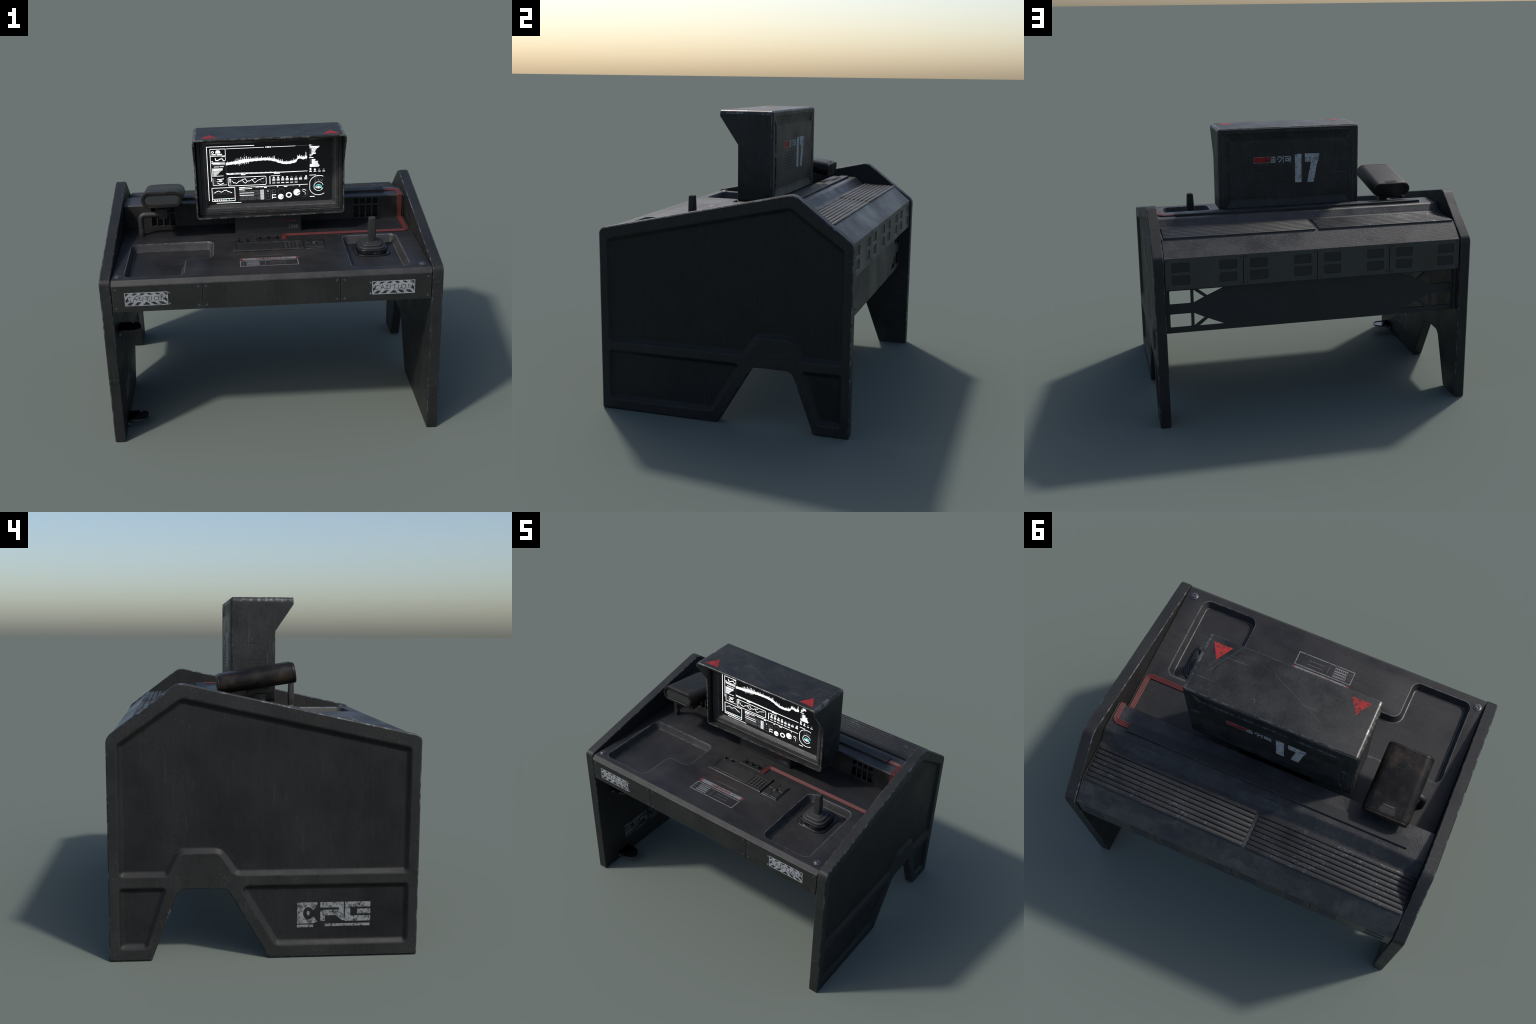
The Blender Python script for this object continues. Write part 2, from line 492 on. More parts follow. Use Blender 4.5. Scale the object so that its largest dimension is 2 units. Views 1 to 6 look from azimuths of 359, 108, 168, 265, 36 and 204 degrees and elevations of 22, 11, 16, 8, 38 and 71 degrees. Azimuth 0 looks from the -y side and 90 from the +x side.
def fillet_path(pts, radii, seg=8):
    out = [Vector(pts[0])]
    for p, a, b, r in zip(pts[1:-1], pts, pts[2:], radii):
        p, a, b = Vector(p), Vector(a), Vector(b)
        d1, d2 = (a - p).normalized(), (b - p).normalized()
        ang = d1.angle(d2)
        t = r / math.tan(ang / 2)
        c = p + (d1 + d2).normalized() * (r / math.sin(ang / 2))
        v1, ax = p + d1 * t - c, (p + d1 * t - c).cross(p + d2 * t - c).normalized()
        for k in range(seg + 1):
            out.append(c + Matrix.Rotation((math.pi - ang) * k / seg, 3, ax) @ v1)
    return out + [Vector(pts[-1])]


def tube(name, path, r, mat, parent, n=10, flat=None):
    b, rings = Build(), []
    up = None
    for i, p in enumerate(path):
        t = (path[min(i + 1, len(path) - 1)] - path[max(i - 1, 0)]).normalized()
        if up is None:
            up = t.orthogonal().normalized()
        up = (up - t * up.dot(t)).normalized()
        s = t.cross(up)
        rings.append(b.ring([p + (up * math.cos(2 * math.pi * k / n) + s * math.sin(2 * math.pi * k / n)) * (r[i] if isinstance(r, list) else r) for k in range(n)]))
    b.skin(rings)
    b.f += [tuple(rings[0][::-1]), tuple(rings[-1])]
    return finish(name, b.v, b.f, mat, parent, 40)


def lathe(name, prof, mat, parent, n=24, stuff=False, axis=None, loc=None):
    """turned piece; prof = (radius, height) from the bottom to the top"""
    b = Build()
    rings = [b.ring([(r * math.cos(2 * math.pi * k / n), r * math.sin(2 * math.pi * k / n), h) for k in range(n)]) for r, h in prof]
    b.skin(rings)
    b.f += [tuple(rings[0][::-1]), tuple(rings[-1])]
    vs = [Vector(v) for v in b.v]
    if axis is not None:
        q = Vector((0, 0, 1)).rotation_difference(Vector(axis))
        vs = [q @ v for v in vs]
    ob = finish(name, vs, b.f, mat, parent, 35, stuff)
    if loc is not None:
        ob.location = loc
    return ob


def prism_x(name, prof, x0, x1, mat, parent, bev=0.0, stuff=False):
    """(y, z) profile pulled along x"""
    return slab(name, prof, x0, x1, YZ_RIGHT, mat, parent, bev, True, stuff)


root = bpy.data.objects.new("control_desk", None)
bpy.context.scene.collection.objects.link(root)
root["label"] = "worn black sci-fi control desk with hooded monitor and joystick"
root["category"] = "desk"

# ------------------------------------------------------------------ side panels
X_OUT, X_IN, RELIEF = 1.0, 0.935, 0.018
panel_loop = rounded([(-0.747, 0), (-0.0195, 0), (0.186, 0.350), (0.416, 0.350), (0.546, 0), (0.748, 0), (0.748, 1.079), (0.411, 1.334), (-0.747, 1.081)],
                     [0.004, 0.004, 0.055, 0.055, 0.004, 0.004, 0.055, 0.075, 0.035], 7)
fields = [
    ([(-0.704, 0.408), (0.146, 0.408), (0.226, 0.520), (0.408, 0.520), (0.464, 0.408), (0.704, 0.408), (0.704, 1.049), (0.397, 1.268), (-0.704, 1.028)],
     [0.03, 0.05, 0.035, 0.035, 0.03, 0.03, 0.03, 0.05, 0.03]),
    ([(-0.704, 0.057), (-0.047, 0.057), (0.137, 0.368), (-0.704, 0.368)], [0.03, 0.045, 0.03, 0.025]),
    ([(0.563, 0.053), (0.705, 0.053), (0.705, 0.364), (0.462, 0.364)], [0.03, 0.025, 0.025, 0.025]),
]
slope = [(-0.003, 0.0)] + [(0.030 * t, RELIEF * (3 * t * t - 2 * t ** 3)) for t in (0, 0.17, 0.33, 0.5, 0.67, 0.83, 1.0)] + [(0.034, RELIEF)]


def side_panel(fmap):
    b = Build()
    pockets = [[lift(inset_rounded(f, r, d), X_OUT - h) for d, h in slope] for f, r in fields]
    b.solid([lift(inset(panel_loop, 0.004), X_IN), lift(panel_loop, X_IN + 0.004), lift(panel_loop, X_OUT - 0.006), lift(inset(panel_loop, 0.006), X_OUT)], pockets, rub={0: 1, 1: 2, 2: 1}, prub={0: 2, 1: 2}, top_number=2, bottom_number=2)
    return b.make("side_panel", fmap, M["panel"], root, 33, third=M["panel_rim"])


left, right = side_panel(YZ_LEFT), side_panel(YZ_RIGHT)


def logo(mat, parent, fmap, w):
    """stencilled letters; u runs 0..825 along the panel and v 0..300 downwards"""
    s = 0.36 / 825
    P = lambda pts: [(-0.156 - u * s, 0.2685 - v * s) for u, v in pts]
    R = lambda u0, v0, u1, v1: P([(u0, v0), (u1, v0), (u1, v1), (u0, v1)])
    c = [(0, 5), (12, 0), (225, 0), (232, 18), (180, 90)] + ellipse(125, 125, 58, 72, 14, -0.75, -2 * math.pi + 0.75) + [(185, 165), (228, 222), (180, 240), (0, 243)]
    shapes = [P(c), P(ellipse(125, 125, 18, 28, 10)),
              R(260, 0, 470, 62), R(470, 0, 525, 152), P([(285, 90), (470, 90), (470, 152), (312, 152), (312, 218), (260, 218), (260, 110)]),
              P([(430, 152), (525, 152), (540, 212), (505, 212)]),
              R(538, 0, 598, 222), R(598, 0, 825, 60), R(598, 160, 825, 222), R(675, 82, 825, 138), R(0, 255, 185, 285), R(310, 248, 820, 278)]
    return many("logo_mark", shapes, w, w + 0.0008, fmap, mat, parent, False)


logo(M["logo"], left, YZ_LEFT, X_OUT - RELIEF + 0.0002)
logo(M["ghost"], left, lambda u, v, w: (-X_IN + w, u, v), 0.0002)

# ------------------------------------------------------------------ desk top with trays
ZT = 1.077
XD = 0.932
tray_l = rounded([(-0.861, -0.686), (-0.512, -0.686), (-0.508, -0.432), (-0.342, -0.432), (-0.342, -0.154), (-0.861, -0.154)], [0.04, 0.045, 0.045, 0.045, 0.045, 0.045], 7)
tray_r = rect(0.476, 0.818, -0.685, -0.155, 0.045, 7)
tray_prof = lambda d: [(-0.004, 0.0), (0.0, 0.0006), (0.0025, 0.004), (0.006, 0.3 * d), (0.017, d - 0.006), (0.0195, d - 0.0015), (0.0235, d), (0.0285, d)]
desk_loop = [(-XD, -0.747), (XD, -0.747), (XD, 0.18), (-XD, 0.18)]
desk_top_loop = [(-XD + 0.001, -0.7255), (XD - 0.001, -0.7255), (XD - 0.001, 0.18), (-XD + 0.001, 0.18)]
desk = Build().solid([lift(desk_top_loop, 1.0), lift(desk_top_loop, 1.0495), lift([(x, y + 0.001 if y < 0 else y) for x, y in desk_loop], 1.0498), lift(desk_loop, 1.0508), lift(desk_top_loop, ZT)],
                     pockets=[[lift(inset(t, d), ZT - h) for d, h in tray_prof(dp)] for t, dp in ((tray_l, 0.0475), (tray_r, 0.0465))], rub={2: 1, 3: 2}, prub={0: 1, 1: 1, 2: 2, 3: 2, 4: 2, 5: 1}).make("desk_top", XY, M["desk"], root, 34, third=M["tray_wall"])

bolt_mesh = None
for x in (-0.897, 0.887):
    if bolt_mesh is None:
        b = lathe("corner_bolt", [(0.0225, -0.002), (0.0225, 0.003), (0.020, 0.0045), (0.0155, 0.0045), (0.0150, 0.0075), (0.012, 0.010), (0.007, 0.010), (0.0065, 0.006)], M["metal"], desk, 28)
        bolt_mesh = b.data
    else:
        b = place("corner_bolt", bolt_mesh, desk)
    b.location = (x, -0.678, ZT)

slab("underside_panel", rect(-XD, XD, -0.735, 0.66), 0.9, 0.915, XY, M["dark"], root)

# fascia: three plates with slotted screws and caution signs
FY = 0.747
screw_mesh = None
front_plates = []
for x0, x1 in ((-0.931, -0.4055), (-0.404, 0.399), (0.401, 0.931)):
    p = slab("front_panel", rect(x0, x1, 0.884, 1.0495), FY - 0.03, FY, XZ_FRONT, M["front"], root, 0.0025)
    front_plates.append(p)
    for i, (x, z) in enumerate(((x0 + 0.021, 0.908), (x1 - 0.021, 0.908), (x0 + 0.021, 1.027), (x1 - 0.021, 1.027))):
        ang = math.pi / 4 * (1 if i in (0, 3) else -1)
        if screw_mesh is None:
            lp = rect(-0.0085, 0.0085, -0.0045, 0.0045, 0.0044, 5)
            hole = rect(-0.0062, 0.0062, -0.0022, 0.0022, 0.0021, 5)
            s = Build().slab(lp, 0, 0.002, 0.0008, pockets=[[lift(hole, 0.002), lift(hole, 0.0004)]]).make("slot_screw", XZ_FRONT, M["bare"], p)
            screw_mesh = s.data
        else:
            s = place("slot_screw", screw_mesh, p)
        s.location, s.rotation_euler = (x, -FY, z), (0, -ang, 0)


def caution_sign(parent, x0, z1, tri_side):
    W, H = 0.2515, 0.0845
    P = lambda pts: [(x0 + u * W, z1 - v * H) for u, v in pts]
    w0 = FY
    base = slab("caution_sign", P([(0, 0), (1, 0), (1, 1), (0, 1)]), w0, w0 + 0.0008, XZ_FRONT, M["white"], parent)
    sk = 0.055
    para = lambda u0, u1, v0, v1, d: P([(u0 + max(d, 0), v0), (u1 + max(d, 0), v0), (u1 + max(-d, 0), v1), (u0 + max(-d, 0), v1)])
    k = [P([(0.02, 0.055), (0.105, 0.055), (0.02, 0.28)]), P([(0.895, 0.055), (0.98, 0.055), (0.98, 0.28)])]
    k += [para(0.16, 0.24, 0.055, 0.185, sk), para(0.345, 0.425, 0.055, 0.185, sk), para(0.515, 0.595, 0.055, 0.185, -sk), para(0.70, 0.78, 0.055, 0.185, -sk)]
    k += [P([(0.02, 0.53), (0.08, 0.40), (0.08, 0.60), (0.02, 0.76)]), P([(0.98, 0.53), (0.92, 0.40), (0.92, 0.60), (0.98, 0.76)])]
    k += [para(0.045, 0.135, 0.72, 0.93, 0.075), para(0.22, 0.31, 0.72, 0.93, 0.075), P([(0.505, 0.69), (0.595, 0.93), (0.415, 0.93)]),
          para(0.60, 0.69, 0.72, 0.93, -0.075), para(0.785, 0.875, 0.72, 0.93, -0.075)]
    many("hazard_stripe", k, w0 + 0.0005, w0 + 0.0014, XZ_FRONT, M["sign_dark"], base)
    mt = Matrix.Translation((x0 + W * 0.5, -(w0 + 0.0009), z1 - 0.485 * H)) @ Matrix.Rotation(math.pi / 2, 4, "X")
    lettering("caution_lettering", "CAUTION", 0.042, M["sign_dark"], base, mt, 0.001, 1.32, offset=-0.0006)
    tx = x0 + W + 0.006 if tri_side > 0 else x0 - 0.006
    many("sign_arrow", [[(tx, z), (tx + tri_side * 0.009, z - 0.006), (tx, z - 0.012)] for z in (z1 - 0.002, z1 - 0.071)], w0, w0 + 0.0008, XZ_FRONT, M["white"], base)


caution_sign(front_plates[0], -0.8585, 1.0055, 1)
caution_sign(front_plates[2], 0.582, 1.0105, -1)

# printed label on the desk top
lab = many("desk_label", outline(-0.181, 0.169, -0.598, -0.511, 0.0055) + [rect(-0.142, -0.064, -0.584, -0.557), rect(-0.142, -0.064, -0.551, -0.524)]
           + [rect(-0.0305, -0.029, -0.585, -0.522)], ZT, ZT + 0.0005, XY, M["white_soft"], desk, False)
many("label_print", [rect(0.0 + 0.011 * i, 0.006 + 0.011 * i + 0.003 * (i % 2), y, y + 0.005) for y in (-0.566, -0.541) for i in range(9)]
     + band(ellipse(-0.162, -0.541, 0.009, n=12), 0.002) + band(ellipse(-0.162, -0.570, 0.009, n=12), 0.002), ZT, ZT + 0.0005, XY, M["scratch"], lab)
many("label_print", [rect(-0.138 + 0.0125 * i, -0.129 + 0.0125 * i, y, y + 0.012) for y in (-0.577, -0.544) for i in range(6)], ZT + 0.0003, ZT + 0.0009, XY, M["sign_dark"], lab)
bar = many("label_bar", [rect(-0.163, 0.158, -0.502, -0.472)], ZT, ZT + 0.0005, XY, M["white_soft"], desk, False)
many("label_bar_end", [rect(-0.181, -0.1635, -0.502, -0.472), rect(0.1585, 0.174, -0.502, -0.472)], ZT, ZT + 0.0006, XY, M["red_faded"], bar)
many("label_print", [rect(-0.08 + 0.013 * i, -0.071 + 0.013 * i, -0.494, -0.480) for i in range(12)], ZT + 0.0003, ZT + 0.0009, XY, M["red_faded"], bar)
many("label_line", [[(-0.105, -0.4365), (0.091, -0.4375), (0.10, -0.4355), (0.06, -0.4325), (-0.06, -0.4335)]], ZT, ZT + 0.0005, XY, M["scratch"], desk)

# ------------------------------------------------------------------ rear console
WY, ZC = 0.164, 1.232
arc1 = [(0.330 + 0.030 * math.sin(t), ZC - 0.030 + 0.030 * math.cos(t)) for t in [i * 1.0 / 6 for i in range(7)]]
arc2 = [(0.410 - 0.030 * math.sin(t), 1.1825 + 0.030 - 0.030 * math.cos(t)) for t in [1.0 * (1 - i / 6) for i in range(7)]]
SLAT0, SLAT1 = (0.4245, 1.1835), (0.6115, 1.1705)        # first and last slat: the shelf falls a little to the back
prof = [(WY + 0.08, 1.06), (WY + 0.08, ZC - 0.006), (WY, ZC - 0.006), (WY + 0.004, ZC)] + arc1 + arc2 + [(0.6205, 1.1695), (0.7345, 1.0775), (0.7345, 1.06)]
console = prism_x("rear_console", prof[::-1], -XD, XD, M["console"], root, 0.002)

# the wall that faces the user, a plate with two sets of vent openings
holes = []
for sgn in (-1, 1):
    for i in range(4):
        a = sgn * (0.597 + i * 0.0418)
        b_ = a + sgn * 0.0325
        lo, hi = min(a, b_), max(a, b_)
        holes += [rect(lo, hi, 1.083, 1.166), rect(lo, hi, 1.178, 1.216)]
wall_loop = rect(-XD, XD, ZT - 0.001, ZC - 0.007)
wall = slab("console_wall", wall_loop, -WY - 0.014, -WY, XZ_FRONT, M["wall"], root, 0.0012,
            through=[[lift(h, -WY), lift(h, -WY - 0.014)] for h in holes])
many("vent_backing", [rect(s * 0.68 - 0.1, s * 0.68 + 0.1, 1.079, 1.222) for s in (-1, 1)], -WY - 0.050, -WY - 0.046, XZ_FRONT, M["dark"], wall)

# vent slats: eight rounded bars on each half of the shelf
slat_prof = [(-0.0117, 0.0), (-0.0117, 0.0062), (-0.0108, 0.0086), (-0.0088, 0.0098), (0.0, 0.0106), (0.0088, 0.0098), (0.0108, 0.0086), (0.0117, 0.0062), (0.0117, 0.0)]
for x0, x1 in ((-0.927, -0.039), (-0.0215, 0.9225)):
    b, hl = Build(), (x1 - x0) / 2
    rings = []
    for dx, f in ((-hl, 0.45), (-hl + 0.0025, 0.8), (-hl + 0.007, 1.0), (hl - 0.007, 1.0), (hl - 0.0025, 0.8), (hl, 0.45)):
        rings.append(b.ring([(dx, y * (0.55 + 0.45 * f), z * f) for y, z in slat_prof]))
    b.skin(rings); b.f += [tuple(rings[0][::-1]), tuple(rings[-1])]
    first = None
    for i in range(8):
        if first is None:
            o = finish("vent_slat", b.v, b.f, M["slat"], console, 40); first = o.data
        else:
            o = place("vent_slat", first, console)
        o.location = ((x0 + x1) / 2, SLAT0[0] + (SLAT1[0] - SLAT0[0]) * i / 7, SLAT0[1] + (SLAT1[1] - SLAT0[1]) * i / 7 - 0.0022)
        o.rotation_euler = (math.atan2(SLAT1[1] - SLAT0[1], SLAT1[0] - SLAT0[0]), 0, 0)

# cover over the cable along the top of the console
cov = slab("cable_cover", rect(-0.8205, 0.8105, 0.2455, 0.302), ZC + 0.0005, ZC + 0.0145, XY, M["cover"], root, 0.002)

# rear panels with four shallow windows each
RY, pit = 0.7355, 0.006
pane_mesh = None
for x0, x1 in ((-0.931, -0.469), (-0.4665, -0.0045), (-0.002, 0.4565), (0.459, 0.931)):
    wins = []
    for a, b_ in ((x0 + 0.038, x0 + 0.147), (x1 - 0.148, x1 - 0.039)):
        wins += [rect(a, b_, 0.9145, 0.9735, 0.009, 4), rect(a, b_, 0.9925, 1.0505, 0.009, 4)]
    p = Build().slab(rect(x0, x1, 0.883, 1.0765), RY - 0.03, RY, 0.0022, pockets=[[lift(w, RY), lift(inset(w, 0.003), RY - pit)] for w in wins]).make("rear_panel", XZ_BACK, M["rear"], root)
    many("window_pane", [inset(w, 0.005) for w in wins], RY - pit - 0.001, RY - pit + 0.0012, XZ_BACK, M["plastic"], p, False)
    many("panel_screw", [ellipse(x, z, 0.0042, n=10) for x in (x0 + 0.016, x1 - 0.016) for z in (0.9, 1.0625)], RY - 0.001, RY + 0.0012, XZ_BACK, M["dark"], p)

# modesty panel with truss cut-outs at both ends
MY = 0.676
cut = [rect(0.777, 0.9045, 0.774, 0.860, 0.004, 2), rect(0.777, 0.9045, 0.626, 0.712, 0.004, 2)]
tri = [[(0.7585, 0.775), (0.7585, 0.8585), (0.692, 0.808)], [(0.731, 0.861), (0.569, 0.861), (0.674, 0.8155)]]
cut += [ccw(t) for t in tri] + [ccw([(x, 2 * 0.743 - z) for x, z in t]) for t in tri]
cut += [ccw([(-x, z) for x, z in c]) for c in cut]
slab("modesty_panel", rect(-0.930, 0.930, 0.590, 0.899), MY - 0.012, MY, XZ_BACK, M["mesh"], root, 0.0015,
     through=[[lift(c, MY), lift(c, MY - 0.012)] for c in cut])

# ------------------------------------------------------------------ monitor
MX0, MX1, MZ0, MZ1 = -0.4415, 0.5035, 1.2040, 1.7480
LX0 = -0.4345                                          # the screen frame sits a little off the middle of the case
YB = 0.131


def shell_loop(off, r):
    x0, x1, z0, z1 = MX0 + off, MX1 - off, MZ0 + off, MZ1 - off
    base = rounded([(x0, z0), (x1, z0), (x1, z1), (x0, z1)], max(r - off, 0.004), 5)
    out = []
    for i, p in enumerate(base):                       # extra points on the long sides, where the hood leaves the case
        q = base[(i + 1) % len(base)]
        out.append(p)
        if abs(q[1] - p[1]) > 0.2:
            zs = [1.545, 1.573, 1.64, 1.711]
            out += [(p[0], z) for z in (zs if q[1] > p[1] else zs[::-1])]
    return out


def hood_y(z, x):
    """front of the case: the lower rim, then the slant of the hood cheek, then the hood's lip"""
    rim = -0.097 + 0.019 * (x - MX0) / (MX1 - MX0)
    return -0.192 if z > 1.7109 else min(rim, -0.192 + (1.711 - z) * 0.6866)


b = Build()
T = 0.0105
rings = [b.ring([(x, YB, z) for x, z in shell_loop(0.004, 0.022)]), b.ring([(x, YB - 0.004, z) for x, z in shell_loop(0, 0.022)]),
         b.ring([(x, hood_y(z, x) + 0.002, z) for x, z in shell_loop(0, 0.022)]), b.ring([(x, hood_y(z, x), z) for x, z in shell_loop(0.002, 0.022)]),
         b.ring([(x, hood_y(z, x), z) for x, z in shell_loop(T, 0.022)]), b.ring([(x, YB - 0.004, z) for x, z in shell_loop(T, 0.022)])]
b.skin(rings, rub=(0, 2, 3)); b.f.append(tuple(rings[-1])); b.f.append(tuple(rings[0]))
nb = len(rings[0])
for jj in range(nb):
    p, q = b.v[rings[1][jj]], b.v[rings[1][(jj + 1) % nb]]
    if min(p[2], q[2]) > MZ1 - 0.0225 and abs(p[0] - q[0]) < 0.02:
        b.rub[nb + jj] = 1  # upper corners get pale speckle, painted-in sun glints
monitor = finish("monitor", b.v, b.f, M["shell"], root, 34, False, b.rub)

F = lambda off, r=0.012: rect(LX0 + off, MX1 - off, MZ0 + off, MZ1 - off, r, 4)
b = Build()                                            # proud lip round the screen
prof_lip = [(0.0120, 0.0), (0.0120, 0.053), (0.0135, 0.055), (0.0295, 0.055), (0.0310, 0.0535), (0.0310, 0.0)]
rs = [b.ring(lift(F(o, max(0.016 - o * 0.3, 0.004)), w)) for o, w in prof_lip]
b.skin(rs, True, (1, 3))
b.make("monitor_lip", XZ_FRONT, M["frame"], monitor)
b = Build()                                            # stepped bezel that falls back to the glass
SX0, SX1, SZ0, SZ1 = -0.3615, 0.4335, 1.2645, 1.6845
steps = [(0.0335, 0.0), (0.0335, 0.053), (0.0355, 0.055), (0.038, 0.0545), (0.0525, 0.0465), (0.0555, 0.046), (0.0575, 0.0445), (0.0735, 0.0255), (0.0745, 0.022)]
rs = [b.ring(lift(F(o, 0.004), w)) for o, w in steps]
b.skin(rs, rub=(1, 4, 5)); b.make("monitor_bezel", XZ_FRONT, M["frame"], monitor, 20)
screen = slab("monitor_screen", rect(LX0 + 0.07, MX1 - 0.07, MZ0 + 0.057, MZ1 - 0.06), 0.002, 0.0245, XZ_FRONT, M["screen"], monitor)
slab("monitor_filler", rect(MX0 + 0.012, MX1 - 0.012, MZ0 + 0.012, MZ1 - 0.012), -0.12, 0.001, XZ_FRONT, M["dark"], monitor)

# back plate: a raised middle with ribs, the fields between them falling away to the inside
BP = 0.1385
cx0, cx1, cz0, cz1 = -0.3655, 0.4265, 1.287, 1.659
ox0, ox1, oz0, oz1 = -0.407, 0.475, 1.2285, 1.7215
quads = [([(cx0 + 0.012, cz1), (cx1 - 0.012, cz1), (ox1 - 0.017, oz1), (ox0 + 0.017, oz1)], (1, 1, 0, 0)),
         ([(ox0 + 0.017, oz0), (ox1 - 0.017, oz0), (cx1 - 0.012, cz0), (cx0 + 0.012, cz0)], (0, 0, 1, 1))]
for ci, oi in ((cx1, ox1), (cx0, ox0)):
    quads += [([(ci, 1.502), (oi, 1.502), (oi, oz1 - 0.016), (ci, cz1 - 0.011)], (1, 0, 0, 1)), ([(oi, oz0 + 0.01), (oi, 1.474), (ci, 1.474), (ci, cz0 + 0.014)], (0, 0, 1, 1))]
pk = []
for q, deep in quads:
    if area(q) < 0:
        q, deep = q[::-1], deep[::-1]
    fl = inset(q, 0.0015)
    pk.append([lift(q, BP), [(p[0], p[1], BP - 0.0006 - 0.0075 * d) for p, d in zip(fl, deep)]])
plate_loop = lambda off: rect(MX0 + off, MX1 - off, MZ0 + off, MZ1 - off, 0.022 - off, 6)
back = Build().solid([lift(plate_loop(0.006), YB - 0.006), lift(plate_loop(0.006), BP - 0.005), lift(plate_loop(0.0075), BP - 0.002), lift(plate_loop(0.0115), BP)], pk, prub=(0,)).make("monitor_back", XZ_BACK, M["shell"], monitor, 25)

# marks on the back: number, red block, stroke signs, faint lines
many("number_mark", [rect(-0.051, -0.0065, 1.378, 1.5665), ccw([(-0.074, 1.568), (-0.170, 1.565), (-0.176, 1.556), (-0.158, 1.501), (-0.1335, 1.376), (-0.089, 1.376), (-0.1165, 1.511), (-0.075, 1.511)])],
     BP - 0.0005, BP + 0.0008, XZ_BACK, M["number"], back, False)
blk = slab("red_block", rect(0.1555, 0.2675, 1.5185, 1.5555), BP - 0.0005, BP + 0.0008, XZ_BACK, M["red_dim"], back)
many("sign_stroke", outline(0.154, 0.269, 1.517, 1.557, 0.0014), BP - 0.0005, BP + 0.0010, XZ_BACK, M["number"], back)
G = lambda x, pts: [(x - u * 0.03, 1.5165 + v * 0.040) for u, v in pts]
gl = [G(0.152, [(0, 0.98), (0.9, 0.98), (0.9, 0), (0, 0)])]
gl += stroke(G(0.112, [(0.1, 0.55), (0.1, 0.92), (0.95, 0.92), (0.85, 0.45), (0.45, 0.05)]), 0.0075)
gl += stroke(G(0.079, [(0.32, 0.98), (0.05, 0.55)]), 0.006) + stroke(G(0.079, [(0.24, 0.75), (0.24, 0.0)]), 0.006) + stroke(G(0.070, [(0.3, 0.90), (1.45, 0.90), (1.45, 0.0)]), 0.006)
gl += band(rect(0.0335, 0.0595, 1.522, 1.542), 0.006) + [rect(0.020, 0.0215, 1.517, 1.556)]
many("sign_stroke", gl, BP - 0.0005, BP + 0.0008, XZ_BACK, M["number"], back)
many("sign_stroke", stroke(G(0.152, [(0.12, 0.72), (0.62, 0.72), (0.62, 0.25), (0.12, 0.25)]), 0.0045), BP + 0.0003, BP + 0.0013, XZ_BACK, M["shell"], back)
many("faint_line", [rect(0.020, 0.267, z, z + 0.005) for z in [1.385 + 0.0165 * i for i in range(7)]], BP - 0.0005, BP + 0.0004, XZ_BACK, M["dark"], back)

# top of the hood: red warning triangles and long scratches
many("warning_triangle", [ccw([(x - 0.052, -0.160), (x + 0.051, -0.160), (x, -0.071)]) for x in (0.4105, -0.3365)], MZ1 - 0.0005, MZ1 + 0.0007, XY, M["red"], monitor, False)
sc = stroke([(0.418, -0.006), (0.385, -0.068), (0.347, -0.128), (0.312, -0.189)], 0.0012) + stroke([(0.428, -0.030), (0.392, -0.082)], 0.001)
sc += stroke([(0.112, -0.118), (0.05, -0.086), (-0.07, -0.030), (-0.17, 0.020), (-0.20, 0.036)], 0.001) + stroke([(-0.29, -0.115), (-0.25, -0.118), (-0.21, -0.121)], 0.001)
sc += stroke([(0.151, 0.045), (0.146, 0.055), (0.139, 0.060), (0.144, 0.068)], 0.0025)
many("scratch_mark", sc, MZ1 - 0.0005, MZ1 + 0.0003, XY, M["scratch"], monitor)
sc = []
for x, z, dx, dz in ((0.235, 1.46, -0.022, -0.065), (0.222, 1.40, -0.012, -0.035), (0.20, 1.72, -0.020, -0.075), (0.31, 1.69, 0.010, -0.075), (-0.255, 1.60, -0.012, -0.10),
                     (-0.24, 1.47, -0.017, -0.045), (-0.225, 1.66, 0.030, -0.02), (0.33, 1.265, 0.022, -0.02), (0.10, 1.35, 0.004, -0.07), (-0.36, 1.70, 0.04, -0.02), (-0.385, 1.715, 0.035, -0.05), (0.40, 1.62, 0.03, -0.05)):
    sc += stroke([(x, z), (x + dx * 0.5 + 0.002, z + dz * 0.5), (x + dx, z + dz)], 0.0009)
many("scratch_mark", sc, BP - 0.0009, BP + 0.0003, XZ_BACK, M["scratch"], back)

# pressed seams on the sides of the case
many("case_seam", [rect(0.089, 0.0905, 1.215, 1.735), rect(-0.041, -0.0398, 1.34, 1.735), rect(-0.04, 0.089, 1.3385, 1.340)], MX1 - 0.0005, MX1 + 0.0003, YZ_RIGHT, M["seam"], monitor)
many("case_seam", [rect(0.089, 0.0905, 1.215, 1.735), rect(-0.0765, -0.0752, 1.225, 1.54)], -MX0 - 0.0005, -MX0 + 0.0003, YZ_LEFT, M["seam"], monitor)

# what the screen shows
SW = 0.0245
SCREEN_MAP = lambda u, v, w: (u * 0.998, -w, v - 0.0043)
on, dim, cyan = [], [], []
L = lambda pts, w=0.0035: on.extend(stroke(pts, w * 0.85))
L([(-0.06, 1.663), (-0.2, 1.6635), (-0.359, 1.6638), (-0.359, 1.31)], 0.0036)
L([(-0.312, 1.291), (-0.155, 1.291)], 0.003)
L([(-0.237, 1.6475), (0.002, 1.648)], 0.0022); L([(0.051, 1.648), (0.20, 1.6485)], 0.0022); dim.extend(stroke([(0.20, 1.6485), (0.275, 1.649)], 0.0012))
on += [rect(0.012, 0.016, 1.645, 1.652), rect(0.020, 0.037, 1.645, 1.652), rect(0.0405, 0.046, 1.6445, 1.652)]
L([(-0.338, 1.438), (-0.339, 1.6475), (-0.245, 1.648), (-0.2425, 1.645), (-0.2425, 1.603), (-0.337, 1.603)], 0.003)
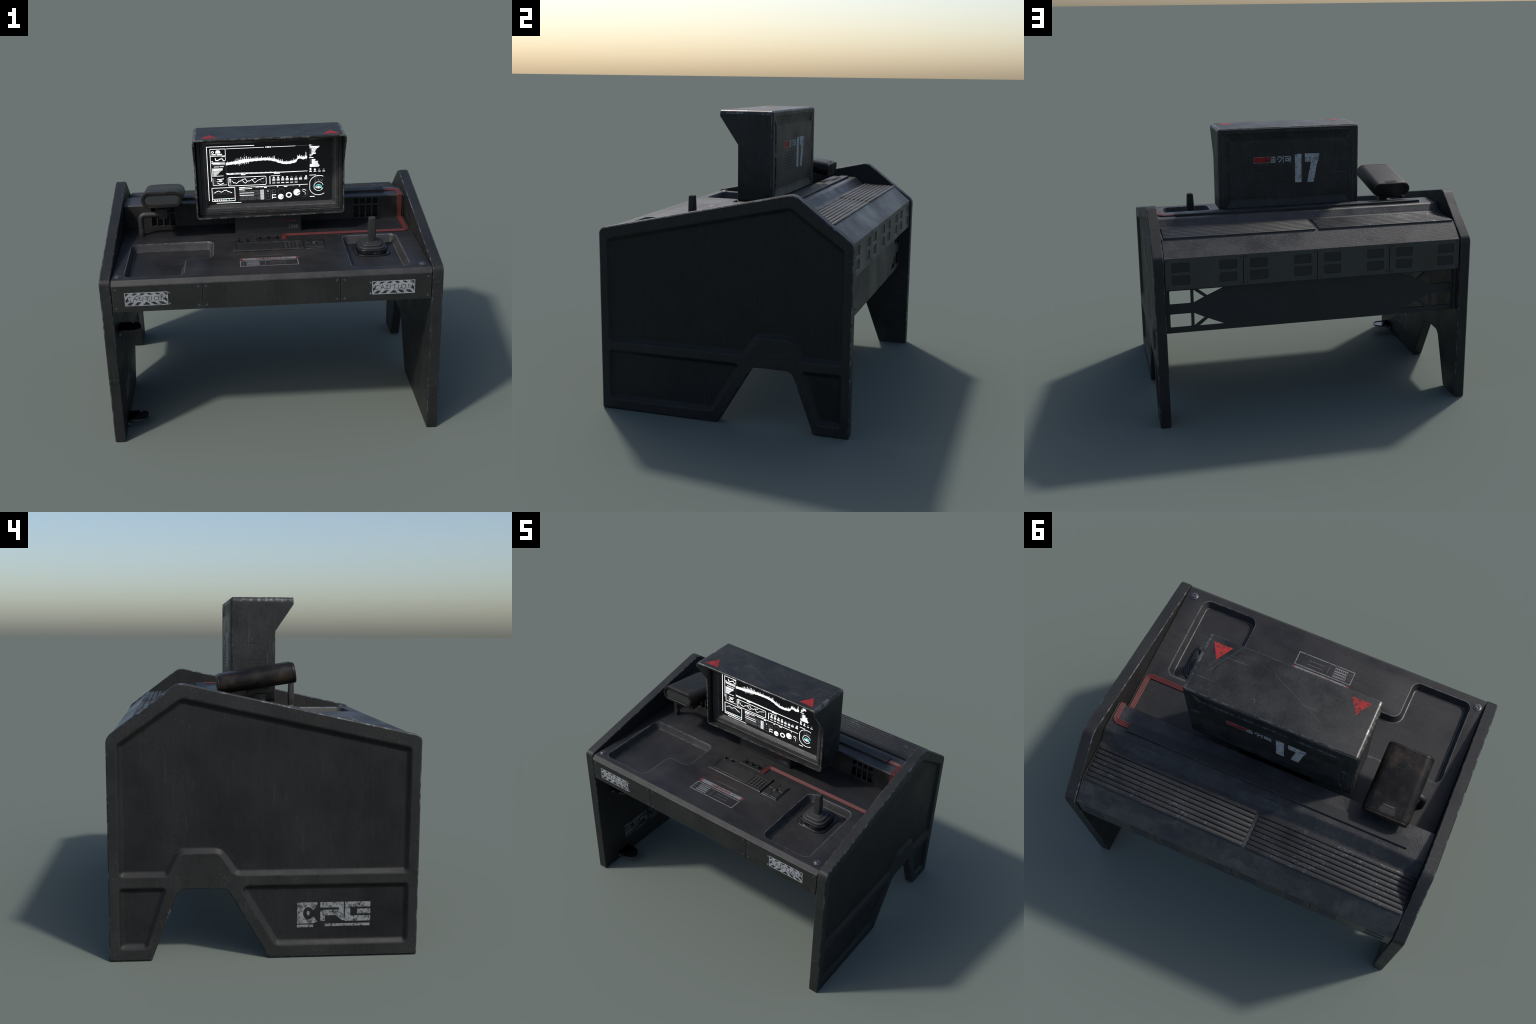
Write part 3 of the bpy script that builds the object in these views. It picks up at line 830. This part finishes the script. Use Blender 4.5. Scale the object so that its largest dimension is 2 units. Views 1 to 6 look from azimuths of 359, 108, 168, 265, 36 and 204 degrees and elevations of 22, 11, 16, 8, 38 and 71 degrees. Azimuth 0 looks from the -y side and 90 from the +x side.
on += band(ellipse(-0.3225, 1.6285, 0.0085, 0.0075, 14), 0.003) + [ellipse(-0.290, 1.630, 0.014, 0.0105, 14), rect(-0.305, -0.276, 1.6205, 1.628, 0.003), ellipse(-0.280, 1.628, 0.0065, 0.006, 10)]
on += [rect(-0.330, -0.303, 1.6095, 1.616, 0.002), rect(-0.297, -0.264, 1.6095, 1.616, 0.002)]
L([(-0.265, 1.598), (-0.244, 1.598), (-0.243, 1.573)], 0.0025); on += [rect(-0.331, -0.324, 1.567, 1.572)]
L([(-0.307, 1.588), (-0.305, 1.575), (-0.292, 1.5745), (-0.275, 1.584), (-0.264, 1.585), (-0.258, 1.575)], 0.0055); L([(-0.258, 1.573), (-0.249, 1.5725)], 0.004)
L([(-0.331, 1.563), (-0.248, 1.5625)], 0.0022); L([(-0.331, 1.556), (-0.285, 1.555)], 0.005); L([(-0.29, 1.556), (-0.249, 1.555)], 0.003); L([(-0.325, 1.5505), (-0.249, 1.549)], 0.0028); on += [ellipse(-0.287, 1.5525, 0.006, 0.0055, 10)]
dim.extend(stroke([(-0.331, 1.5415), (-0.249, 1.541)], 0.0015))
on += [rect(-0.318, -0.2835, 1.531, 1.5345), rect(-0.279, -0.257, 1.531, 1.535)]
L([(-0.328, 1.523), (-0.3285, 1.469)], 0.003)
for i, (w_, h_) in enumerate(((0.060, 0.0075), (0.058, 0.004), (0.047, 0.002), (0.040, 0.002), (0.034, 0.0035), (0.030, 0.0014), (0.020, 0.004))):
    on.append(rect(-0.324, -0.324 + w_, 1.5145 - 0.0062 * i, 1.5145 - 0.0062 * i + h_))
L([(-0.323, 1.472), (-0.262, 1.4723)], 0.003)
L([(-0.329, 1.459), (-0.329, 1.4135), (-0.326, 1.4115), (-0.243, 1.412)], 0.0028)
dim += band(rect(-0.324, -0.311, 1.441, 1.457, 0.004), 0.002) + band(rect(-0.323, -0.309, 1.419, 1.437, 0.004), 0.002)
L([(-0.301, 1.451), (-0.283, 1.449), (-0.261, 1.453)], 0.005); on += [ellipse(-0.281, 1.438, 0.013, 0.005, 14)]; L([(-0.306, 1.4375), (-0.29, 1.438)], 0.0018); L([(-0.301, 1.427), (-0.283, 1.416), (-0.262, 1.424)], 0.0045)
dim.extend(stroke([(-0.2425, 1.545), (-0.2425, 1.416)], 0.001))
# wave form
key = [(-0.242, 1.549), (-0.181, 1.555), (-0.12, 1.565), (-0.06, 1.569), (0.0, 1.571), (0.031, 1.570), (0.068, 1.562), (0.098, 1.549), (0.128, 1.541), (0.158, 1.541), (0.188, 1.546), (0.204, 1.551), (0.214, 1.569), (0.222, 1.574), (0.249, 1.567), (0.273, 1.572)]


def curve_at(x):
    for (a, za), (c_, zc) in zip(key, key[1:]):
        if a <= x <= c_:
            t = (x - a) / (c_ - a); t = t * t * (3 - 2 * t) * 0.5 + t * 0.5
            return za + (zc - za) * t
    return key[-1][1]


N = 172
top_, bot_ = [], []
for i in range(N + 1):
    x = -0.242 + 0.515 * i / N
    c = curve_at(x)
    hump = math.exp(-((x + 0.135) / 0.045) ** 2)
    th = 0.0075 + 0.0035 * hump + 0.001 * math.sin(i * 0.7)
    top_.append((x, c + th)); bot_.append((x, c - th * 0.95))
    if i % 2 == 0 and 0 < i < N - 1:
        up = (0.007 + 0.016 * hump + 0.004 * (x > -0.06)) * rnd.uniform(0.35, 1.25)
        dn = (0.001 + 0.016 * hump) * rnd.uniform(0.2, 1.1)
        (on if i % 4 == 0 else dim).append(rect(x - 0.0009, x + 0.0009, c - th - dn, c + th + up))
on += [[bot_[i], bot_[i + 1], top_[i + 1], top_[i]] for i in range(N)]
on += [rect(0.265, 0.268, 1.565, 1.604), rect(0.0645, 0.0665, 1.565, 1.590)]; dim += [rect(0.2657, 0.2673, 1.55, 1.615), rect(-0.1215, -0.12, 1.57, 1.612)]
L([(-0.243, 1.4875), (-0.1, 1.4862), (0.099, 1.4822), (0.274, 1.482)], 0.0024); L([(-0.20, 1.4805), (0.05, 1.4795), (0.274, 1.4815)], 0.0026); L([(-0.237, 1.480), (-0.202, 1.479)], 0.0035)
on += [rect(-0.24 + 0.0305 * i, -0.229 + 0.0305 * i, 1.4825, 1.4858) for i in range(11)] + [rect(-0.148, -0.121, 1.4725, 1.4775), rect(0.061, 0.099, 1.4722, 1.4762)]
# zig-zag graph
on += band(rect(-0.234, 0.0115, 1.402, 1.4605, 0.010, 4), 0.003)
on += band(ellipse(-0.2195, 1.447, 0.006, 0.005, 10), 0.0025) + [rect(-0.2255, -0.2135, 1.436, 1.439), rect(-0.2255, -0.2145, 1.428, 1.4315)]; dim += [rect(-0.225, -0.214, 1.409, 1.424)]
zig = [(-0.208, 1.436), (-0.201, 1.428), (-0.197, 1.421), (-0.190, 1.4255), (-0.181, 1.418), (-0.172, 1.4235), (-0.165, 1.433), (-0.158, 1.432), (-0.145, 1.441), (-0.135, 1.443), (-0.123, 1.448), (-0.118, 1.438), (-0.110, 1.428)]
L(zig, 0.0032)
L([(-0.143, 1.437), (-0.132, 1.425), (-0.123, 1.4175), (-0.112, 1.428), (-0.101, 1.433), (-0.094, 1.430), (-0.082, 1.441), (-0.073, 1.442), (-0.062, 1.448), (-0.055, 1.444)], 0.0030)
L([(-0.080, 1.438), (-0.070, 1.427), (-0.062, 1.4185), (-0.050, 1.428), (-0.040, 1.435), (-0.030, 1.4385), (-0.015, 1.444), (-0.003, 1.447)], 0.0030)
dim.extend(stroke([(-0.168, 1.444), (-0.148, 1.428), (-0.120, 1.418)], 0.0018) + stroke([(-0.118, 1.446), (-0.108, 1.430), (-0.10, 1.417)], 0.0018) + stroke([(-0.032, 1.437), (-0.018, 1.422), (-0.008, 1.417), (-0.003, 1.428)], 0.0026) + stroke([(-0.207, 1.443), (-0.195, 1.446), (-0.185, 1.442)], 0.002))
# columns of figures
on += [rect(0.032, 0.0365, 1.406, 1.458)]; L([(0.042, 1.459), (0.10, 1.4592)], 0.0024)
for i in range(8):
    x = 0.059 + 0.0285 * i + (0.005 if i == 7 else 0)
    n_ = 4 if i < 6 else 2
    (on if i < 4 or i == 7 else dim).append(ellipse(x + (0.002 if i > 5 else 0), 1.4475, 0.006, 0.0052, 8))
    for r_ in range(n_):
        z = 1.4345 - 0.0072 * r_ - (0.004 if r_ == 3 else 0)
        for c_ in range(3):
            (dim if r_ == 2 else on).append(rect(x - 0.0095 + 0.0064 * c_, x - 0.0042 + 0.0064 * c_, z, z + 0.0044))
L([(-0.16, 1.3905), (0.0, 1.392), (0.274, 1.3935)], 0.003); L([(-0.163, 1.3885), (-0.13, 1.389)], 0.006); L([(-0.163, 1.379), (-0.083, 1.381)], 0.0034); L([(-0.163, 1.3775), (-0.138, 1.378)], 0.0045)
on += [rect(-0.06, -0.035, 1.387, 1.390), rect(-0.03, -0.01, 1.387, 1.390), rect(-0.005, 0.012, 1.381, 1.387), rect(0.078, 0.086, 1.382, 1.387), rect(0.122, 0.144, 1.3825, 1.3862), rect(0.219, 0.226, 1.382, 1.387)]
dim += arc_band(0.184, 1.389, 0.004, 0.0065, math.pi, 2 * math.pi, 8)
# table of digits
for r_ in range(13):
    for c_ in range(26):
        x, z = -0.163 + 0.0061 * c_, 1.366 - 0.0051 * r_
        bright = c_ > 21 or r_ in (0,) and c_ < 6 or r_ in (3, 6) and c_ < 15
        if bright or rnd.random() < 0.85:
            (on if bright else dim).append(rect(x, x + (0.0061 if r_ in (3, 6) and c_ < 15 else 0.0036), z, z + 0.0027))
dim += band(rect(0.005, 0.036, 1.303, 1.3675, 0.003, 2), 0.0014); on += [ellipse(0.019, 1.359, 0.004, 0.003, 8)]; dim += [ellipse(0.020, 1.341, 0.004, 0.003, 8), ellipse(0.021, 1.324, 0.004, 0.003, 8)]
dim += band(rect(0.045, 0.069, 1.346, 1.367, 0.004, 2), 0.0016) + [rect(0.046, 0.048, 1.306, 1.362)]; on += [rect(0.046, 0.071, 1.330, 1.3345), rect(0.046, 0.071, 1.3125, 1.317), rect(0.045, 0.048, 1.306, 1.334)]
# dials
on += arc_band(0.101, 1.318, 0.0, 0.0178, 0, 2 * math.pi, 25) + band(ellipse(0.153, 1.327, 0.0195, 0.018, 24), 0.007) + arc_band(0.2045, 1.343, 0.0, 0.0215, 0, 2 * math.pi, 25)
dim += arc_band(0.104, 1.352, 0.0195, 0.0205, -0.3, 2 * math.pi - 0.8, 20) + arc_band(0.249, 1.337, 0.027, 0.028, -2.0, 3.9, 24)
L([(0.240, 1.354), (0.247, 1.359), (0.257, 1.358), (0.262, 1.351)], 0.003); L([(0.243, 1.347), (0.254, 1.344), (0.260, 1.335), (0.257, 1.325)], 0.0022)
dark_marks = arc_band(0.104, 1.319, 0.0065, 0.0105, -1.9, 0.2, 10) + arc_band(0.2085, 1.3435, 0.008, 0.013, -1.9, 0.2, 10)
# right-hand column
on += [rect(0.286, 0.301, 1.6465, 1.6515)]; dim += [rect(0.304, 0.318, 1.648, 1.650)]
for i in range(9):
    w_ = (0.062, 0.055, 0.045, 0.040, 0.034, 0.037, 0.039, 0.021, 0.011)[i]
    z = 1.637 - 0.0075 * i
    on.append(rect(0.290 + (0.012 if 1 < i < 7 else 0), 0.290 + w_, z, z + 0.0042))
    if 1 < i < 7: dim.append(rect(0.290, 0.301, z + 0.001, z + 0.0032))
on.append(rect(0.287, 0.314, 1.566, 1.5695))
for i in range(8):
    w_ = (0.036, 0.034, 0.052, 0.050, 0.053, 0.056, 0.062, 0.058)[i]
    z = 1.553 - 0.0065 * i
    on.append(rect(0.290 + (0.013 if i < 5 else 0), 0.290 + w_, z, z + 0.0040))
    if i < 5: dim.append(rect(0.290, 0.302, z + 0.001, z + 0.0032))
for i in range(4):
    x = 0.294 + 0.028 * i
    on += [rect(x - 0.0075, x + 0.0085, 1.475, 1.479)]; (on if i < 2 else dim).append(ellipse(x, 1.489, 0.0055, 0.0065, 10))
on += [rect(0.288, 0.300, 1.4965, 1.4995), rect(0.287, 0.329, 1.4515, 1.4545)]
gx, gz = 0.345, 1.383
L([(0.375, 1.4425), (0.366, 1.4465), (0.352, 1.4485), (0.338, 1.4485), (0.322, 1.444), (0.306, 1.4345), (0.294, 1.421), (0.2885, 1.407), (0.288, 1.360), (0.2935, 1.346), (0.305, 1.333), (0.320, 1.324), (0.338, 1.3195), (0.354, 1.320), (0.368, 1.324), (0.379, 1.330)], 0.0032)
on += arc_band(0.345, 1.377, 0.0285, 0.0305, 0.2, 2 * math.pi - 0.35, 26)
dim += arc_band(0.345, 1.377, 0.033, 0.0355, 2.0, 3.9, 10) + stroke([(0.322, 1.432), (0.327, 1.438), (0.343, 1.440), (0.352, 1.437)], 0.0018) + stroke([(0.322, 1.432), (0.323, 1.413), (0.330, 1.409)], 0.0025) + stroke([(0.335, 1.425), (0.343, 1.425), (0.3435, 1.408), (0.346, 1.425), (0.350, 1.412)], 0.002) + stroke([(0.357, 1.423), (0.365, 1.410), (0.370, 1.425)], 0.0025)
L([(0.330, 1.3675), (0.336, 1.376), (0.345, 1.379), (0.354, 1.376), (0.360, 1.3675), (0.345, 1.363), (0.330, 1.3675)], 0.0024); on += [ellipse(0.345, 1.3705, 0.006, 0.0045, 8)]
cyan += arc_band(0.345, 1.3695, 0.0172, 0.0212, 0.0, math.pi + 0.25, 18) + stroke([(0.361, 1.368), (0.3655, 1.359)], 0.0045)
on.append(rect(0.288, 0.319, 1.3085, 1.312))
# small graph, lower left
on += band(rect(-0.340, -0.191, 1.303, 1.3945, 0.003, 2), 0.003); L([(-0.339, 1.319), (-0.192, 1.3205)], 0.003)
L([(-0.325, 1.360), (-0.313, 1.367), (-0.300, 1.373), (-0.292, 1.371), (-0.281, 1.3645), (-0.270, 1.368), (-0.262, 1.3755), (-0.254, 1.3755), (-0.248, 1.377), (-0.238, 1.368), (-0.225, 1.364), (-0.212, 1.358)], 0.0038)
dim += [rect(-0.316 + 0.0092 * i, -0.3148 + 0.0092 * i, 1.348, 1.362) for i in range(11)] + [rect(-0.335, -0.332, 1.322, 1.374)]
on += [rect(-0.326 + 0.0142 * i, -0.3185 + 0.0142 * i, 1.3085, 1.3135) for i in range(6)]; cyan.append(rect(-0.236, -0.227, 1.3085, 1.314)); dim.append(rect(-0.219, -0.213, 1.3085, 1.3135))
many("screen_graphic", on, SW - 0.0004, SW + 0.0008, SCREEN_MAP, M["glow"], screen)
many("screen_graphic", dim, SW - 0.0004, SW + 0.0006, SCREEN_MAP, M["glow_dim"], screen)
many("screen_graphic", cyan, SW - 0.0004, SW + 0.0010, SCREEN_MAP, M["glow_cyan"], screen)
many("screen_graphic", dark_marks, SW + 0.0006, SW + 0.0012, SCREEN_MAP, M["screen"], screen)

# stand under the monitor
stand = slab("monitor_stand", rect(-0.202, 0.232, -0.034, 0.12, 0.012, 4), ZT - 0.001, 1.24, XY, M["plastic"], root, 0.004)
mt = Matrix.Translation((0.176, -0.0345, 1.112)) @ Matrix.Rotation(math.pi / 2, 4, "X")
lettering("stand_lettering", "728E", 0.030, M["faint"], stand, mt, 0.001, 1.05)
many("stand_mark", [rect(0.097 + 0.0125 * i, 0.106 + 0.0125 * i, 1.1475, 1.1520) for i in range(8)], 0.0335, 0.0346, XZ_FRONT, M["red_dim"], stand)

# ------------------------------------------------------------------ sensor lamp on a bent arm
front_c, rear_c = Vector((-0.6525, -0.1640, 1.3700)), Vector((-0.6535, 0.2200, 1.3085))
ax = (front_c - rear_c); LEN = ax.length; ax.normalize()
nz = Vector((1, 0, 0)).cross(ax); nz = -nz if nz.z < 0 else nz
side = ax.cross(nz); side = -side if side.x < 0 else side
cap_map = lambda u, v, w: tuple(rear_c + side * u + nz * v + ax * w)
bed_map = lambda u, a, h: tuple(rear_c + side * u + ax * a + nz * h)
stadium = lambda off, hw=0.128, hh=0.0505: rect(-hw + off, hw - off, -hh + off, hh - off, hh - off - 0.0003, 9)
b = Build()
hp = [(0.016, 0.0), (0.009, 0.0), (0.004, 0.004), (0.0042, 0.011), (0.0055, 0.0125), (0.0035, 0.014), (0.0, 0.030), (0.0, LEN - 0.016), (0.0015, LEN - 0.0145), (0.0, LEN - 0.013), (0.001, LEN - 0.004), (0.004, LEN)]
b.solid([lift(stadium(o, 0.131 - 0.003 * w / LEN, 0.0475 + 0.0035 * w / LEN), w) for o, w in hp],
        pockets=[[lift(stadium(o), LEN - d) for o, d in ((0.0155, 0.0), (0.0175, 0.002), (0.018, 0.012))]])
lamp = b.make("sensor_lamp", cap_map, M["housing"], root, 30)
slab("lamp_lens", stadium(0.0185), LEN - 0.0125, LEN - 0.0085, cap_map, M["lens"], lamp, 0.0015)
LZ = 0.0475 + 0.0035 * 0.1
many("lamp_print", [rect(-0.012 - a * 0.5, -0.012 + a * 0.5, y, y + h) for a, y, h in ((0.062, 0.060, 0.0065), (0.07, 0.051, 0.002), (0.085, 0.046, 0.002), (0.078, 0.041, 0.002), (0.09, 0.036, 0.002), (0.082, 0.031, 0.002), (0.092, 0.026, 0.002), (0.07, 0.021, 0.002))],
     LZ - 0.003, LZ + 0.0006, lambda u, v, w: tuple(rear_c + side * (-u - 0.012) + nz * (w - 0.0001) + ax * v), M["print"], lamp)
br = slab("lamp_bracket", rect(-0.034, 0.034, 0.140, 0.258), -0.068, -0.044, bed_map, M["plastic"], lamp, 0.002)
many("bracket_clip", [rect(-0.038, 0.038, 0.146, 0.180), rect(-0.038, 0.038, 0.208, 0.252)], -0.073, -0.060, bed_map, M["plastic"], br)
slab("lamp_clamp", rect(-0.689, -0.634, -0.024, 0.032, 0.003, 2), 1.196, 1.262, XY, M["plastic"], lamp, 0.002)
arm_path = fillet_path([(-0.8085, 0.0, ZT - 0.003), (-0.8085, 0.0, 1.221), (-0.66, 0.0, 1.221)], [0.030], 8)
arm = tube("lamp_arm", arm_path, 0.0178, M["arm"], root, 20)
lathe("arm_collar", [(0.0182, 0.0), (0.0186, 0.001), (0.0186, 0.050), (0.0180, 0.0515)], M["arm"], arm, 20, loc=(-0.8085, 0.0, ZT))

# ------------------------------------------------------------------ joystick
JX, JY, ZF = 0.642, -0.305, ZT - 0.0465
jr = lambda hx, hy, r, dy=0.0: rect(JX - hx, JX + hx, JY - hy + dy, JY + hy + dy, r, 8)
joy = Build().solid([lift(jr(0.110, 0.116, 0.064), ZF - 0.001), lift(jr(0.110, 0.116, 0.064), ZF + 0.006), lift(jr(0.107, 0.113, 0.062), ZF + 0.009)],
                    pockets=[[lift(jr(0.102, 0.108, 0.058), ZF + 0.009), lift(jr(0.100, 0.106, 0.057), ZF + 0.005)]]).make("joystick", XY, M["gloss"], root)
jbox = Build().solid([lift(jr(0.092, 0.096, 0.054), ZF + 0.004), lift(jr(0.091, 0.095, 0.054), ZF + 0.030), lift(jr(0.088, 0.092, 0.052), ZF + 0.0335)]).make("joystick_housing", XY, M["gloss"], joy)
many("housing_latch", [rect(JX + 0.005, JX + 0.020, ZF + 0.010, ZF + 0.018), rect(JX + 0.030, JX + 0.038, ZF + 0.012, ZF + 0.020)], 0.399, 0.4025, XZ_FRONT, M["metal"], joy)
tiers = []
z = ZF + 0.032
for hx, hy, r, h in ((0.081, 0.085, 0.049, 0.0135), (0.067, 0.070, 0.042, 0.0135)):
    tiers += [lift(jr(hx, hy, r), z), lift(jr(hx, hy, r), z + h - 0.005), lift(jr(hx - 0.002, hy - 0.002, r - 0.001), z + h - 0.002), lift(jr(hx - 0.006, hy - 0.006, r - 0.003), z + h)]
    z += h
tiers += [lift(jr(0.044, 0.044, 0.024), z + 0.001), lift(jr(0.042, 0.042, 0.023), z + 0.005), lift(jr(0.038, 0.038, 0.020), z + 0.006), lift(jr(0.026, 0.024, 0.012), z + 0.0075), lift(jr(0.020, 0.019, 0.008, -0.006), z + 0.016)]
Build().solid(tiers).make("joystick_bellows", XY, M["rubber"], joy, 30)
HY = -0.3125
hs = [(1.076, 0.0185, 0.0175), (1.108, 0.0185, 0.0175), (1.122, 0.0205, 0.0180), (1.140, 0.0250, 0.0190), (1.160, 0.0252, 0.0192), (1.200, 0.0238, 0.0188), (1.238, 0.0218, 0.0180), (1.247, 0.0212, 0.0172), (1.2505, 0.0185, 0.0145)]
Build().solid([lift(rect(0.6445 - hx, 0.6445 + hx, HY - hy, HY + hy, 0.0085, 5), zz) for zz, hx, hy in hs],
              pockets=[[lift(rect(0.6445 - 0.014, 0.6445 + 0.014, HY - 0.010, HY + 0.010, 0.005, 3), 1.2505), lift(rect(0.6445 - 0.013, 0.6445 + 0.013, HY - 0.009, HY + 0.009, 0.005, 3), 1.2485)]]).make("joystick_handle", XY, M["rubber"], joy, 30)

# ------------------------------------------------------------------ keypad console and jog pad
KZ = ZT + 0.0105
key_o = [(-0.2195, -0.3615), (0.2175, -0.3615), (0.2175, -0.1990), (-0.2195, -0.1990)]
key_i = [(-0.2185, -0.356), (0.2165, -0.356), (0.2165, -0.2005), (-0.2185, -0.2005)]
win = rect(-0.199, 0.198, -0.343, -0.2395, 0.003, 2)
pad = Build().solid([lift(key_o, ZT - 0.001), lift(key_o, ZT + 0.005), lift(key_i, KZ)], pockets=[[lift(win, KZ), lift(inset(win, 0.0015), KZ - 0.0045)]]).make("keypad_console", XY, M["pad"], root)
slab("keypad_display", rect(-0.1955, 0.094, -0.340, -0.2435, 0.002, 2), KZ - 0.0046, KZ - 0.0018, XY, M["display"], pad, 0.001)
many("keypad_ridge", [rect(-0.205, 0.205, -0.2365, -0.2325), rect(-0.2175, 0.2155, -0.3575, -0.3535)], KZ - 0.001, KZ + 0.0012, XY, M["pad"], pad)
key_mesh = None
for i in range(4):
    for j in range(4):
        if key_mesh is None:
            o = slab("key", rect(-0.0095, 0.0095, -0.0090, 0.0090, 0.002, 2), 0, 0.006, XY, M["plastic"], pad, 0.0015); key_mesh = o.data
        else:
            o = place("key", key_mesh, pad)
        o.location = (0.1125 + 0.0235 * i, -0.3275 + 0.0240 * j, KZ - 0.0047 + rnd.uniform(-0.0008, 0.0012))
        o.rotation_euler = (rnd.uniform(-0.06, 0.06), rnd.uniform(-0.06, 0.06), 0)
spool = [(0.0095, 0.0), (0.0095, 0.004), (0.0058, 0.006), (0.0058, 0.012), (0.0092, 0.0135), (0.0092, 0.0185), (0.0075, 0.020)]
knob = [(0.0085, 0.0), (0.0082, 0.019), (0.0078, 0.0215), (0.0062, 0.0235)]
kplate = slab("knob_plate", rect(-0.0785, 0.0875, -0.1845, -0.130), ZT - 0.001, ZT + 0.0025, XY, M["pad"], root, 0.001)
first = {}
for kind, profile, zz, spots, par in (("switch_knob", spool, KZ, ((-0.181, -0.2165), (-0.1275, -0.2175)), pad), ("turn_knob", knob, ZT + 0.002, ((-0.050, -0.158), (0.0045, -0.158), (0.058, -0.157)), kplate)):
    for x, y in spots:
        if kind not in first:
            o = lathe(kind, profile, M["gloss"], par, 18); first[kind] = o.data
        else:
            o = place(kind, first[kind], par)
        o.location = (x, y, zz)
pin = None
for x, y in ((-0.074, -0.179), (-0.074, -0.135), (0.083, -0.179), (0.083, -0.135)):
    if pin is None:
        o = lathe("plate_pin", [(0.0035, 0), (0.0033, 0.002), (0.0015, 0.003)], M["metal"], kplate, 10); pin = o.data
    else:
        o = place("plate_pin", pin, kplate)
    o.location = (x, y, ZT + 0.0022)

jog_o = rect(0.2275, 0.3545, -0.3655, -0.2045, 0.003, 2)
jog = Build().solid([lift(jog_o, ZT - 0.001), lift(jog_o, ZT + 0.003), lift(inset(jog_o, 0.006), ZT + 0.0085)]).make("jog_pad", XY, M["pad"], root)
jc = (0.291, -0.285)
for sx in (-1, 1):
    for sy in (-1, 1):
        c = [(jc[0] + sx * 0.024 * math.cos(t), jc[1] + sy * 0.030 * math.sin(t)) for t in [0.14 + i * (math.pi / 2 - 0.28) / 6 for i in range(7)]]
        lp = c + [(jc[0] + sx * 0.0035, jc[1] + sy * 0.071), (jc[0] + sx * 0.054, jc[1] + sy * 0.071), (jc[0] + sx * 0.054, jc[1] + sy * 0.0035)]
        slab("jog_key", ccw(lp), ZT + 0.007, ZT + 0.0125, XY, M["pad"], jog, 0.0015)
lathe("jog_button", [(0.0190, 0.0), (0.0190, 0.003), (0.0160, 0.0045), (0.0150, 0.0085), (0.0115, 0.0125), (0.0060, 0.0148), (0.001, 0.0155)], M["plastic"], jog, 28, loc=(jc[0], jc[1], ZT + 0.008))

# ------------------------------------------------------------------ red ribbon cable
P_, RC = 0.0077, 0.0043
for k in range(4):
    o = (k - 1.5) * P_
    z0, yw, zt = ZT + RC * 0.75, WY - RC * 0.75, ZC + RC * 0.75
    path = fillet_path([(0.109 + o, -0.200, z0), (0.109 + o, -0.1035 - o, z0), (0.9025 + o, -0.1035 - o, z0), (0.9025 + o, yw, z0), (0.9025 + o, yw, zt), (0.9025 + o, 0.270 + o, zt), (0.79, 0.270 + o, zt)],
                       [0.022 - o, 0.022 + o, 0.004, 0.004, 0.022 + o], 6)
    if k == 0:
        cable = tube("ribbon_cable", path, RC, M["cable"], root, 10)
    else:
        tube("cable_strand", path, RC, M["cable"], cable, 10)

# ------------------------------------------------------------------ hanging hooks inside the left panel
for zz in (0.068, 0.700):
    tongue = rounded([(-0.9355, -0.611), (-0.7995, -0.611), (-0.7995, -0.494), (-0.9355, -0.494)], [0.001, 0.055, 0.055, 0.001], 8)
    hook = Build().solid([lift(tongue, zz - 0.009), lift(tongue, zz - 0.002), lift(inset(tongue, 0.002), zz)],
                         pockets=[[lift(inset(tongue, 0.009), zz), lift(inset(tongue, 0.011), zz - 0.005)]]).make("hanging_hook", XY, M["gloss"], root)
    slab("hook_flange", rect(-0.612, -0.494, zz - 0.050, zz - 0.010, 0.006, 3), -0.9355, -0.929, YZ_RIGHT, M["gloss"], hook, 0.001)
    for y in (-0.594, -0.512):
        lathe("hook_screw", [(0.012, -0.001), (0.012, 0.004), (0.0095, 0.008), (0.005, 0.0085), (0.0045, 0.006)], M["metal"], hook, 16, axis=(1, 0, 0), loc=(-0.929, y, zz - 0.035))
